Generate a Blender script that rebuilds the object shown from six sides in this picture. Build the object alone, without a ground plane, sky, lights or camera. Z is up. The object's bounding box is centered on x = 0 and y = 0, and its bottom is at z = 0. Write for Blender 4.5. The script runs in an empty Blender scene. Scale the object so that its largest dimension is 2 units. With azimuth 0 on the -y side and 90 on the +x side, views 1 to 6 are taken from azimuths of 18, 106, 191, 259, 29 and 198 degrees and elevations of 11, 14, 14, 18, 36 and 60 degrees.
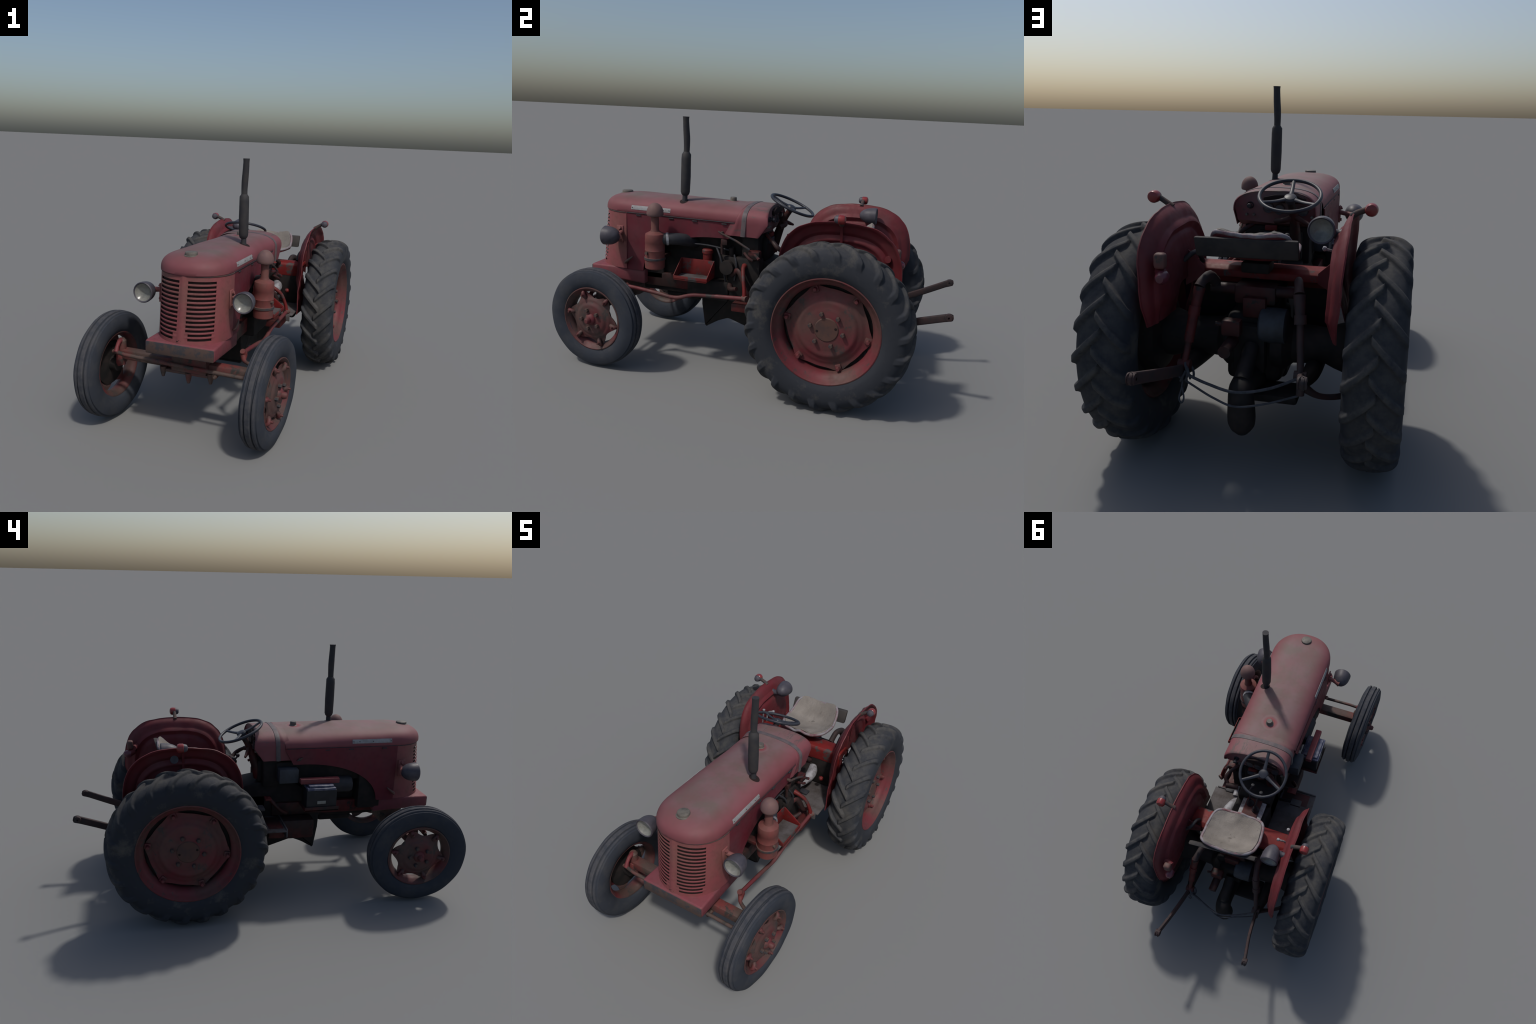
import bpy, bmesh, math, random
import numpy as np
from mathutils import Vector, Matrix, noise

random.seed(7)
TAU = 2 * math.pi
CX = 0.021            # centre line of the bonnet


# ------------------------------------------------------------------ materials
class Nodes:
    """small helper around one material's node tree"""

    def __init__(self, name):
        self.m = bpy.data.materials.new(name)
        self.m.use_nodes = True
        self.t = self.m.node_tree
        self.b = self.t.nodes["Principled BSDF"]
        self.co = self.t.nodes.new("ShaderNodeTexCoord").outputs["Object"]

    def noise(self, scale, detail=4, rough=0.6, stretch=None):
        n = self.t.nodes.new("ShaderNodeTexNoise")
        n.inputs["Scale"].default_value = scale
        n.inputs["Detail"].default_value = detail
        n.inputs["Roughness"].default_value = rough
        src = self.co
        if stretch:
            mp = self.t.nodes.new("ShaderNodeMapping")
            mp.inputs["Scale"].default_value = stretch
            self.t.links.new(src, mp.inputs["Vector"])
            src = mp.outputs["Vector"]
        self.t.links.new(src, n.inputs["Vector"])
        return n.outputs["Fac"]

    def ramp(self, fac, lo, hi, a=0.0, b=1.0):
        r = self.t.nodes.new("ShaderNodeMapRange")
        r.inputs["From Min"].default_value = lo
        r.inputs["From Max"].default_value = hi
        r.inputs["To Min"].default_value = a
        r.inputs["To Max"].default_value = b
        self.t.links.new(fac, r.inputs["Value"])
        return r.outputs["Result"]

    def math(self, op, a, b=None):
        n = self.t.nodes.new("ShaderNodeMath")
        n.operation = op
        for i, v in enumerate((a, b)):
            if v is None:
                continue
            if isinstance(v, (int, float)):
                n.inputs[i].default_value = v
            else:
                self.t.links.new(v, n.inputs[i])
        return n.outputs[0]

    def axis(self, which):
        n = self.t.nodes.new("ShaderNodeSeparateXYZ")
        self.t.links.new(self.co, n.inputs[0])
        return n.outputs[which]

    def mix(self, fac, a, b):
        n = self.t.nodes.new("ShaderNodeMix")
        n.data_type = "RGBA"
        ins = [s for s in n.inputs if s.type == "RGBA"]
        fs = n.inputs["Factor"]
        if isinstance(fac, (int, float)):
            fs.default_value = fac
        else:
            self.t.links.new(fac, fs)
        for s, v in zip(ins, (a, b)):
            if isinstance(v, tuple):
                s.default_value = (*v, 1)
            else:
                self.t.links.new(v, s)
        return [o for o in n.outputs if o.type == "RGBA"][0]

    def done(self, col, rough=0.6, metal=0.0, bump=None, strength=0.2, dist=0.002, spec=0.3):
        if isinstance(col, tuple):
            self.b.inputs["Base Color"].default_value = (*col, 1)
        else:
            self.t.links.new(col, self.b.inputs["Base Color"])
        if isinstance(rough, (int, float)):
            self.b.inputs["Roughness"].default_value = rough
        else:
            self.t.links.new(rough, self.b.inputs["Roughness"])
        self.b.inputs["Metallic"].default_value = metal
        self.b.inputs["Specular IOR Level"].default_value = spec
        if bump is not None:
            n = self.t.nodes.new("ShaderNodeBump")
            n.inputs["Strength"].default_value = strength
            n.inputs["Distance"].default_value = dist
            self.t.links.new(bump, n.inputs["Height"])
            self.t.links.new(n.outputs[0], self.b.inputs["Normal"])
        return self.m


def paint(name, base, faded, chip, chip_lo=0.64, fade_lo=0.42, fade_hi=0.68, rough=0.6, scale=5.0, streak=None):
    n = Nodes(name)
    big = n.noise(scale, 5, 0.6)
    col = n.mix(n.ramp(big, fade_lo, fade_hi), base, faded)
    fine = n.noise(38, 6, 0.7)
    grime = n.noise(11, 6, 0.7, (1.0, 1.0, 0.45))
    col = n.mix(n.ramp(grime, 0.48, 0.72, 0, 0.55), col, (faded[0] * 0.62, faded[1] * 0.80, faded[2] * 0.74))
    col = n.mix(n.ramp(fine, 0.50, 0.78, 0, 0.45), col, tuple(c * 0.5 for c in faded))
    spots = n.noise(14, 8, 0.72, streak)
    col = n.mix(n.ramp(spots, chip_lo, chip_lo + 0.06), col, chip)
    return n.done(col, n.ramp(fine, 0.3, 0.7, rough - 0.1, rough + 0.12), bump=fine, strength=0.12)


def bonnet_paint(name="bleached_red_paint", chips=0.68, chip=(0.085, 0.078, 0.080), halo=True):
    """sun-bleached, dusty red: chalky along the crown, pinker at nose and flanks"""
    n = Nodes(name)
    ax = n.math("ABSOLUTE", n.math("SUBTRACT", n.axis("X"), CX))
    crown = n.ramp(ax, 0.170, 0.080)
    nose = n.ramp(n.axis("Y"), -0.88, -0.72)
    big = n.noise(7, 6, 0.65)
    dust = n.math("MULTIPLY", n.math("MULTIPLY", crown, nose), n.ramp(big, 0.28, 0.6, 0.55, 1.0))
    red = n.mix(n.ramp(n.noise(4, 4), 0.4, 0.65), (0.178, 0.051, 0.062), (0.150, 0.040, 0.047))
    grey = n.mix(n.ramp(n.noise(8, 7, 0.7), 0.44, 0.58), (0.163, 0.101, 0.102), (0.137, 0.098, 0.088))
    col = n.mix(dust, red, grey)
    if halo:   # spilt fuel has washed the paint round the filler neck
        dx = n.math("SUBTRACT", n.axis("X"), 0.024)
        dy = n.math("SUBTRACT", n.axis("Y"), -0.160)
        d = n.math("SQRT", n.math("ADD", n.math("MULTIPLY", dx, dx), n.math("MULTIPLY", dy, dy)))
        d = n.math("ADD", d, n.math("MULTIPLY", n.math("SUBTRACT", n.noise(30, 3), 0.5), 0.012))
        col = n.mix(n.ramp(d, 0.052, 0.046, 0, 0.35), col, (0.215, 0.125, 0.130))
        col = n.mix(n.ramp(d, 0.040, 0.034, 0, 0.8), col, (0.185, 0.062, 0.070))
        col = n.mix(n.ramp(d, 0.032, 0.022, 0, 0.7), col, (0.20, 0.026, 0.030))
    fine = n.noise(45, 6, 0.7)
    col = n.mix(n.ramp(fine, 0.55, 0.8, 0, 0.4), col, (0.10, 0.058, 0.060))
    scr = n.noise(10, 9, 0.75, (3.0, 0.8, 3.0))
    col = n.mix(n.ramp(scr, chips, chips + 0.06, 0, 0.7), col, chip)
    return n.done(col, 0.64, bump=fine, strength=0.08)


def rubber(name, base, dusty, lo=0.45, hi=0.7, tread=(0.34, 0.375), scuff=(0.065, 0.062, 0.060)):
    n = Nodes(name)
    y, z = n.axis("Y"), n.axis("Z")
    rad = n.math("SQRT", n.math("ADD", n.math("MULTIPLY", y, y), n.math("MULTIPLY", z, z)))
    big = n.noise(9, 6, 0.65)
    fine = n.noise(70, 5, 0.7)
    col = n.mix(n.ramp(big, lo, hi), base, dusty)
    # lug faces and ribs are scuffed grey where they meet the ground
    worn = n.math("MULTIPLY", n.ramp(rad, *tread), n.ramp(n.noise(24, 5, 0.7), 0.35, 0.62, 0.1, 1.0))
    col = n.mix(worn, col, scuff)
    col = n.mix(n.ramp(fine, 0.5, 0.8, 0, 0.3), col, tuple(c * 0.5 for c in base))
    return n.done(col, 0.85, bump=fine, strength=0.25, spec=0.15)


def simple(name, a, b, scale=12, rough=0.6, metal=0.0, lo=0.42, hi=0.62, spec=0.3):
    n = Nodes(name)
    f = n.noise(scale, 6, 0.7)
    fine = n.noise(60, 5, 0.7)
    return n.done(n.mix(n.ramp(f, lo, hi), a, b), rough, metal, bump=fine, strength=0.15, spec=spec)


def cloth():
    n = Nodes("seat_cover_vinyl")
    w = n.t.nodes.new("ShaderNodeTexVoronoi")
    w.inputs["Scale"].default_value = 210
    n.t.links.new(n.co, w.inputs["Vector"])
    f = n.noise(9, 5, 0.6)
    col = n.mix(n.ramp(f, 0.4, 0.68), (0.210, 0.190, 0.170), (0.155, 0.138, 0.122))
    st = n.noise(16, 6, 0.75)
    col = n.mix(n.ramp(st, 0.61, 0.70), col, (0.08, 0.07, 0.062))
    return n.done(col, 0.8, bump=w.outputs["Distance"], strength=0.4)


M = {}
M["bonnet"] = bonnet_paint()
M["red"] = paint("worn_red_paint", (0.155, 0.026, 0.033), (0.14, 0.05, 0.05), (0.05, 0.045, 0.045), 0.66)
M["panel"] = paint("side_red_paint", (0.115, 0.013, 0.023), (0.105, 0.026, 0.034), (0.055, 0.036, 0.036), 0.70)
M["grille"] = paint("grille_red_paint", (0.205, 0.056, 0.061), (0.185, 0.076, 0.068), (0.10, 0.05, 0.042), 0.66)
M["bolster"] = paint("bolster_red_paint", (0.17, 0.042, 0.052), (0.15, 0.062, 0.066), (0.06, 0.045, 0.045), 0.66)
M["cleaner"] = paint("orange_red_paint", (0.155, 0.042, 0.038), (0.130, 0.058, 0.050), (0.06, 0.05, 0.045), 0.63)
M["mushroom"] = simple("dusty_red_brown", (0.115, 0.068, 0.070), (0.140, 0.080, 0.072), 12, 0.7)
M["bright"] = paint("bright_red_paint", (0.15, 0.009, 0.009), (0.10, 0.018, 0.016), (0.05, 0.045, 0.045), 0.56)
M["cowl"] = bonnet_paint("cowl_red_paint", 0.575, (0.072, 0.064, 0.060), False)
M["band"] = simple("worn_strap_metal", (0.115, 0.088, 0.092), (0.075, 0.068, 0.072), 24, 0.6)
M["fender"] = paint("mudguard_red_paint", (0.115, 0.014, 0.019), (0.110, 0.030, 0.034), (0.035, 0.027, 0.027), 0.68)
M["wheelred"] = paint("wheel_red_paint", (0.125, 0.022, 0.028), (0.095, 0.042, 0.038), (0.044, 0.038, 0.036), 0.57, 0.40, 0.60)
M["steerred"] = paint("dirty_wheel_red_paint", (0.105, 0.019, 0.023), (0.076, 0.042, 0.038), (0.040, 0.035, 0.033), 0.56, 0.36, 0.56)
M["axle"] = paint("grimy_red_paint", (0.15, 0.032, 0.032), (0.085, 0.056, 0.048), (0.040, 0.036, 0.033), 0.54, 0.36, 0.52)
M["engine"] = paint("oily_red_paint", (0.080, 0.010, 0.010), (0.028, 0.013, 0.012), (0.013, 0.012, 0.012), 0.56, 0.4, 0.56)
M["engine_shaded"] = paint("shaded_oily_red_paint", (0.048, 0.008, 0.008), (0.020, 0.012, 0.012), (0.011, 0.010, 0.010), 0.54, 0.38, 0.55)  # darker copy of the oily red, with rear shade put into the colour
M["grime"] = simple("shade_darkened_grime", (0.008, 0.0075, 0.0075), (0.019, 0.014, 0.013), 14, 0.75)  # oily grime, made blacker to copy shade baked into the original
M["rust"] = simple("rusty_steel", (0.070, 0.045, 0.038), (0.036, 0.036, 0.041), 20, 0.8, lo=0.46, hi=0.56)
M["hubbrown"] = simple("brown_hub_steel", (0.085, 0.042, 0.033), (0.062, 0.036, 0.032), 26, 0.7)
M["linkrust"] = simple("brown_link_steel", (0.046, 0.026, 0.026), (0.026, 0.023, 0.025), 18, 0.7)
M["black"] = simple("black_metal", (0.022, 0.023, 0.028), (0.034, 0.033, 0.036), 20, 0.6)
M["exhaust"] = simple("sooty_exhaust_steel", (0.026, 0.026, 0.030), (0.036, 0.034, 0.034), 20, 0.7)
M["lampshell"] = simple("grey_black_lamp_paint", (0.045, 0.042, 0.054), (0.075, 0.07, 0.082), 10, 0.5)
M["silver"] = simple("worn_silver", (0.30, 0.30, 0.32), (0.12, 0.11, 0.115), 22, 0.45)
M["capmetal"] = simple("dull_cap_metal", (0.125, 0.115, 0.098), (0.08, 0.07, 0.062), 30, 0.55)
M["lens"] = simple("lamp_glass", (0.215, 0.215, 0.195), (0.14, 0.14, 0.125), 14, 0.25, spec=0.5)
M["redlens"] = simple("red_lamp_glass", (0.20, 0.022, 0.022), (0.14, 0.02, 0.02), 14, 0.3, spec=0.5)
M["taillens"] = simple("dull_tail_glass", (0.12, 0.025, 0.040), (0.08, 0.02, 0.03), 14, 0.35, spec=0.5)
M["plate"] = simple("name_plate_metal", (0.27, 0.27, 0.275), (0.20, 0.195, 0.195), 30, 0.5)
M["wheelblack"] = simple("steering_wheel_bakelite", (0.020, 0.023, 0.033), (0.036, 0.038, 0.046), 16, 0.45)
M["seat"] = cloth()
M["seatrim"] = simple("worn_seat_rim", (0.21, 0.20, 0.215), (0.17, 0.075, 0.082), 16, 0.6)
M["battery"] = simple("battery_case", (0.012, 0.012, 0.014), (0.022, 0.022, 0.025), 12, 0.5)
M["batterylid"] = simple("battery_lid", (0.05, 0.055, 0.10), (0.16, 0.16, 0.19), 25, 0.35)
M["greybox"] = simple("blue_grey_box", (0.040, 0.046, 0.056), (0.028, 0.030, 0.034), 16, 0.6)
M["rubberbig"] = rubber("dusty_drive_tyre_rubber", (0.029, 0.032, 0.039), (0.080, 0.075, 0.068), 0.54, 0.74, (0.350, 0.392), (0.074, 0.071, 0.067))
M["rubber"] = rubber("steer_tyre_rubber", (0.033, 0.038, 0.049), (0.054, 0.055, 0.060), 0.48, 0.72, (0.2485, 0.2555), (0.070, 0.069, 0.074))
M["rope"] = simple("blue_grey_rope", (0.055, 0.060, 0.072), (0.035, 0.038, 0.045), 40, 0.9)
M["dark"] = simple("opening_shade_colour", (0.014, 0.007, 0.007), (0.020, 0.010, 0.009), 10, 0.9)  # dark colour standing in for the shade inside openings
M["foot"] = simple("dusty_footplate", (0.085, 0.078, 0.080), (0.05, 0.042, 0.04), 10, 0.8)
M["pad"] = simple("black_pad", (0.045, 0.040, 0.038), (0.028, 0.027, 0.028), 12, 0.8)
M["dial"] = simple("instrument_glass", (0.045, 0.05, 0.06), (0.03, 0.033, 0.04), 30, 0.3)

# ------------------------------------------------------------------ mesh helpers
root = bpy.data.objects.new("tractor", None)
bpy.context.collection.objects.link(root)
root["label"] = "old red farm tractor with worn faded paint"
root["category"] = "tractor"


def smooth(me, angle=35):
    me.polygons.foreach_set("use_smooth", [True] * len(me.polygons))
    lim = math.radians(angle)
    bm = bmesh.new()
    bm.from_mesh(me)
    for e in bm.edges:
        if len(e.link_faces) == 2 and e.calc_face_angle(0) > lim:
            e.smooth = False
    bm.to_mesh(me)
    bm.free()


def place(name, me, mat=None, parent=None, matrix=None):
    ob = bpy.data.objects.new(name, me)
    bpy.context.collection.objects.link(ob)
    if mat is not None and not me.materials:
        me.materials.append(M[mat])
    ob.parent = parent or root
    if matrix is not None:
        ob.matrix_local = matrix
    return ob


def mesh(v, f, angle=35, fix=True):
    me = bpy.data.meshes.new("m")
    me.from_pydata([tuple(map(float, p)) for p in v], [], f)
    if fix:
        bm = bmesh.new()
        bm.from_mesh(me)
        bmesh.ops.remove_doubles(bm, verts=bm.verts, dist=1e-6)
        bmesh.ops.recalc_face_normals(bm, faces=bm.faces)
        bm.to_mesh(me)
        bm.free()
    smooth(me, angle)
    return me


def join(meshes, angle=None):
    bm = bmesh.new()
    for me in meshes:
        bm.from_mesh(me)
    out = bpy.data.meshes.new("m")
    bm.to_mesh(out)
    bm.free()
    if angle:
        smooth(out, angle)
    return out


def moved(me, matrix):
    me = me.copy()
    me.transform(matrix)
    return me


def box(lo, hi, bevel=0.004, seg=2, taper=None):
    bm = bmesh.new()
    bmesh.ops.create_cube(bm, size=1)
    lo, hi = Vector(lo), Vector(hi)
    for v in bm.verts:
        v.co = Vector(((lo[i] + hi[i]) / 2 + v.co[i] * (hi[i] - lo[i]) for i in range(3)))
    if taper:
        for v in bm.verts:
            taper(v.co)
    if bevel:
        bmesh.ops.bevel(bm, geom=bm.edges, offset=bevel, segments=seg, affect="EDGES", profile=0.5)
    me = bpy.data.meshes.new("m")
    bm.to_mesh(me)
    bm.free()
    smooth(me, 40)
    return me


def prism(outline, lo, hi, axis=0, bevel=0.003):
    """extrude a 2D outline along an axis; outline given in the two other axes"""
    def p(a, b, c):
        q = [b, c]
        q.insert(axis, a)
        return q
    n = len(outline)
    v = [p(lo, *o) for o in outline] + [p(hi, *o) for o in outline]
    f = [list(range(n)), list(range(2 * n - 1, n - 1, -1))] + [[i, (i + 1) % n, n + (i + 1) % n, n + i] for i in range(n)]
    bm = bmesh.new()
    vs = [bm.verts.new(q) for q in v]
    for q in f:
        bm.faces.new([vs[i] for i in q])
    bmesh.ops.recalc_face_normals(bm, faces=bm.faces)
    if bevel:
        bmesh.ops.bevel(bm, geom=bm.edges, offset=bevel, segments=2, affect="EDGES", profile=0.5)
    me = bpy.data.meshes.new("m")
    bm.to_mesh(me)
    bm.free()
    smooth(me, 40)
    return me


def spline(pts, n=8):
    pts = [np.array(p, float) for p in pts]
    P = [2 * pts[0] - pts[1]] + pts + [2 * pts[-1] - pts[-2]]
    out = []
    for i in range(1, len(P) - 2):
        a, b, c, d = P[i - 1:i + 3]
        for k in range(n):
            t = k / n
            out.append(0.5 * (2 * b + (c - a) * t + (2 * a - 5 * b + 4 * c - d) * t * t + (3 * b - a - 3 * c + d) * t ** 3))
    out.append(pts[-1])
    return out


def tube(pts, r, seg=12, curve=0, cap=True, flat=(1.0, 1.0)):
    """sweep a circle (or ellipse) along points; r is a number or one per point"""
    rs = [r] * len(pts) if isinstance(r, (int, float)) else list(r)
    if curve:
        q = spline([(*p, x) for p, x in zip(pts, rs)], curve)
        pts, rs = [p[:3] for p in q], [p[3] for p in q]
    pts = [Vector(tuple(map(float, p))) for p in pts]
    n = len(pts)
    tan = [(pts[min(i + 1, n - 1)] - pts[max(i - 1, 0)]).normalized() for i in range(n)]
    up = Vector((0, 0, 1)) if abs(tan[0].z) < 0.9 else Vector((1, 0, 0))
    nor = (up - tan[0] * up.dot(tan[0])).normalized()
    v, f = [], []
    for i in range(n):
        nor = (nor - tan[i] * nor.dot(tan[i])).normalized()
        bi = tan[i].cross(nor)
        for k in range(seg):
            a = TAU * k / seg
            v.append(pts[i] + (nor * math.cos(a) * flat[0] + bi * math.sin(a) * flat[1]) * rs[i])
    for i in range(n - 1):
        for k in range(seg):
            k2 = (k + 1) % seg
            f.append([i * seg + k, i * seg + k2, (i + 1) * seg + k2, (i + 1) * seg + k])
    if cap:
        f.append(list(range(seg))[::-1])
        f.append([(n - 1) * seg + k for k in range(seg)])
    return mesh(v, f, 40)


def lathe(profile, seg=48, axis="Z", at=(0, 0, 0), angle=35):
    """profile: (radius, height) pairs turned about an axis"""
    v, f = [], []
    n = len(profile)
    for k in range(seg):
        a = TAU * k / seg
        c, s = math.cos(a), math.sin(a)
        for r, h in profile:
            q = {"Z": (r * c, r * s, h), "X": (h, r * c, r * s), "Y": (r * s, h, r * c)}[axis]
            v.append([q[i] + at[i] for i in range(3)])
    for k in range(seg):
        k2 = (k + 1) % seg
        for i in range(n - 1):
            f.append([k * n + i, k2 * n + i, k2 * n + i + 1, k * n + i + 1])
    bm = bmesh.new()
    vs = [bm.verts.new(q) for q in v]
    for q in f:
        bm.faces.new([vs[i] for i in q])
    bmesh.ops.remove_doubles(bm, verts=bm.verts, dist=1e-6)
    bmesh.ops.dissolve_degenerate(bm, edges=bm.edges, dist=1e-7)
    bmesh.ops.recalc_face_normals(bm, faces=bm.faces)
    me = bpy.data.meshes.new("m")
    bm.to_mesh(me)
    bm.free()
    smooth(me, angle)
    return me


def grid(fn, us, vs, thick=0.0, skip=None, angle=35, flip=False):
    """surface fn(u, v) over two parameter lists, optionally given thickness"""
    nu, nv = len(us), len(vs)
    v = [fn(a, b) for a in us for b in vs]
    f = []
    for i in range(nu - 1):
        for j in range(nv - 1):
            if skip and skip(i, j):
                continue
            q = [i * nv + j, (i + 1) * nv + j, (i + 1) * nv + j + 1, i * nv + j + 1]
            f.append(q[::-1] if flip else q)
    bm = bmesh.new()
    bv = [bm.verts.new(tuple(map(float, p))) for p in v]
    for q in f:
        bm.faces.new([bv[i] for i in q])
    bmesh.ops.delete(bm, geom=[x for x in bm.verts if not x.link_faces], context="VERTS")
    bmesh.ops.remove_doubles(bm, verts=bm.verts, dist=1e-6)
    bmesh.ops.dissolve_degenerate(bm, edges=bm.edges, dist=1e-7)
    bm.normal_update()
    if thick:
        # second skin behind the first, joined round every open edge
        skin = {x: bm.verts.new(x.co - x.normal * thick) for x in list(bm.verts)}
        edges = [(l.vert, l.link_loop_next.vert) for e in bm.edges if e.is_boundary for l in e.link_loops]
        for fc in list(bm.faces):
            bm.faces.new([skin[x] for x in reversed(fc.verts)])
        for a, b in edges:
            bm.faces.new((b, a, skin[a], skin[b]))
    me = bpy.data.meshes.new("m")
    bm.to_mesh(me)
    bm.free()
    smooth(me, angle)
    return me


def lin(a, b, n):
    return [a + (b - a) * i / (n - 1) for i in range(n)]


def hexnut(r, h, at, axis="X"):
    me = lathe([(0, h), (r * 0.8, h), (r, h * 0.8), (r, 0), (0, 0)], 6, axis, at, 20)
    return me


def spow(c, e):
    return math.copysign(abs(c) ** e, c)


# ------------------------------------------------------------------ bonnet
HW, HZ, HH = 0.174, 0.781, 0.080       # half width, seam height, crown height
NY, NL = -0.685, 0.182                 # where the nose begins, its length


def flank(y, side):
    """half width of the bonnet: straight on the +x side, narrowing towards the cab on the -x side"""
    if side >= 0:
        return HW + 0.004 * min(1, max(0, (y + 0.45) / 0.40))
    return HW - 0.003 - 0.006 * min(1, max(0, (y + 0.55) / 0.50))


def plan(a, hw=HW, length=NL, m=2.2):
    """point on the rounded nose in plan, a from 0 (+x side) to pi (-x side)"""
    if math.cos(a) < 0:
        hw -= 0.003
    return hw * spow(math.cos(a), 2 / m), -length * abs(math.sin(a)) ** (2 / m)


def crown(r, n=2.8):
    return max(0.0, 1 - min(1.0, r) ** n) ** (1 / n)


def bonnet():
    """rim-to-crown shell: nose fan then straight barrel, slanted back edge"""
    stations = []
    for a in lin(0, math.pi, 41):
        stations.append(a)
    rings = [1 - (1 - t) ** 1.0 for t in lin(0, 1, 2)]
    rad = [math.sin(math.pi / 2 * t) ** 0.75 for t in lin(0, 1, 26)]
    v, f = [], []
    # nose: polar fan
    na, nr = 49, len(rad)
    def nose(a, r):
        x, y = plan(a)
        return (CX + x * r, NY + y * r, HZ + HH * crown(r))
    nose_me = grid(lambda a, r: nose(a, r), lin(0, math.pi, na), rad)
    # barrel
    xs = [-r for r in rad[::-1]] + rad[1:]
    def barrel(t, r):
        back = -0.050 - 0.026 * abs(r) ** 5
        y = NY + (back - NY) * t
        z = HZ + (HH + 0.002 * math.sin(math.pi * t)) * crown(abs(r))
        if r < 0:
            z = HZ + HH * crown(-r, 2.8 - 0.65 * min(1, t * 1.3))
        return (CX + flank(y, r) * r, y, z + 0.004 * t * r * (1 - r * r))
    bar = grid(barrel, lin(0, 1, 40), xs)
    me = join([nose_me, bar])
    bm = bmesh.new()
    bm.from_mesh(me)
    bmesh.ops.remove_doubles(bm, verts=bm.verts, dist=2e-4)
    bmesh.ops.dissolve_degenerate(bm, edges=bm.edges, dist=1e-6)
    bmesh.ops.recalc_face_normals(bm, faces=bm.faces)
    # rolled lower rim
    rim = [e for e in bm.edges if e.is_boundary and all(v.co.z < HZ + 0.004 for v in e.verts)]
    ret = bmesh.ops.extrude_edge_only(bm, edges=rim)
    for q in ret["geom"]:
        if isinstance(q, bmesh.types.BMVert):
            q.co.z -= 0.006
            q.co.x += 0.004 * (-1 if q.co.x > CX else 1)
            if q.co.y < NY:
                q.co.y += 0.004
    up = sum((fc.normal.z for fc in bm.faces))
    if up < 0:
        bmesh.ops.reverse_faces(bm, faces=bm.faces)
    # small dents and waviness of old sheet metal
    for p in bm.verts:
        w = noise.noise(p.co * 9) * 0.0012
        p.co += p.normal * w
    out = bpy.data.meshes.new("m")
    bm.to_mesh(out)
    bm.free()
    smooth(out, 40)
    return out


hood = place("bonnet", bonnet(), "bonnet")

# filler caps
def cap(at, r, h, skirt):
    return lathe([(0, h), (r * 0.82, h), (r * 0.95, h * 0.9), (r, h * 0.7), (r, h * 0.25), (r * skirt, 0.002), (r * skirt, -0.012)], 32, "Z", at)


place("radiator_cap", cap((0.017, -0.775, 0.851), 0.029, 0.018, 1.2), "capmetal", hood)
place("fuel_cap", cap((0.027, -0.154, 0.858), 0.017, 0.024, 1.35), "capmetal", hood)


def name_plate(side):
    def fn(y, t):
        z = 0.796 + 0.021 * t
        r = (1 - ((z - HZ) / HH) ** 2.8) ** (1 / 2.8)
        return (CX + side * (flank(y, side) * r + 0.0015), y, z)
    return grid(fn, lin(-0.656, -0.435, 20), lin(0, 1, 5), 0.002, flip=side < 0)


for s in (1, -1):
    place("name_plate", name_plate(s), "plate", hood)
    for yy in (-0.65, -0.55, -0.475, -0.442):
        place("rivet", lathe([(0, 0.002), (0.002, 0.0015), (0.0028, 0)], 10, "X", (0, 0, 0)), "black", hood,
              Matrix.Translation((CX + s * (flank(yy, s) * 0.992 + 0.001), yy, 0.806)) @ Matrix.Rotation(0 if s > 0 else math.pi, 4, "Z"))

# ------------------------------------------------------------------ radiator shell with louvres
GT, GB = 0.778, 0.474


def shell_point(a, z, off=0.0):
    t = (GT - z) / (GT - GB)
    x, y = plan(a, HW - 0.004 + off, 0.1715 + 0.031 * t + off)
    return (CX + 0.001 + x, NY + y, z)


def shell():
    nslit = 14
    pitch = (0.748 - 0.497) / (nslit - 1)
    zs, tag = [GT], []
    ztop = 0.748
    for k in range(nslit):
        zc = ztop - k * pitch
        if k == 0:
            zs += [zc + 0.010]
            tag += [None, "bar"]
        zs += [zc + 0.0060]
        zs += [zc - 0.0060]
        tag += [("slit", k)]
        if k < nslit - 1:
            zs += [zc - pitch / 2]
            tag += ["bar", "bar"]
    zs += [zs[-1] - 0.009, GB]
    tag += ["bar", None]
    # columns by angle; x limits of the two banks
    angs = lin(0, math.pi, 97)
    xs = [shell_point(a, 0.62)[0] for a in angs]

    def in_bank(i, k):
        x = (xs[i] + xs[i + 1]) / 2
        short = k >= nslit - 2
        a = 0.040 + (0.016 if short else 0)
        b = 0.153 - (0.006 if short else 0)
        if a < x < b:
            return True
        return 0.042 - b < x < 0.042 - a
    bulge = {}
    for j, z in enumerate(zs):
        bulge[j] = 0.0
    for j in range(1, len(zs) - 1):
        if tag[j - 1] == "bar" and tag[j] == "bar":
            bulge[j] = 0.0016

    def fn(i, j):
        z = zs[j]
        x = xs[i]
        rib = 0.004 * math.exp(-((x - 0.021) / (0.011 + 0.012 * (0.76 - z))) ** 4)
        ends = 1.0 if any(c for c in (in_bank(min(i, 95), 5), in_bank(max(i - 1, 0), 5))) else 0.0
        return shell_point(angs[i], z, rib + bulge[j] * ends)
    me = grid(fn, list(range(97)), list(range(len(zs))), 0.0022,
              skip=lambda i, j: isinstance(tag[j], tuple) and in_bank(i, tag[j][1]), angle=50, flip=True)
    return me


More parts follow.
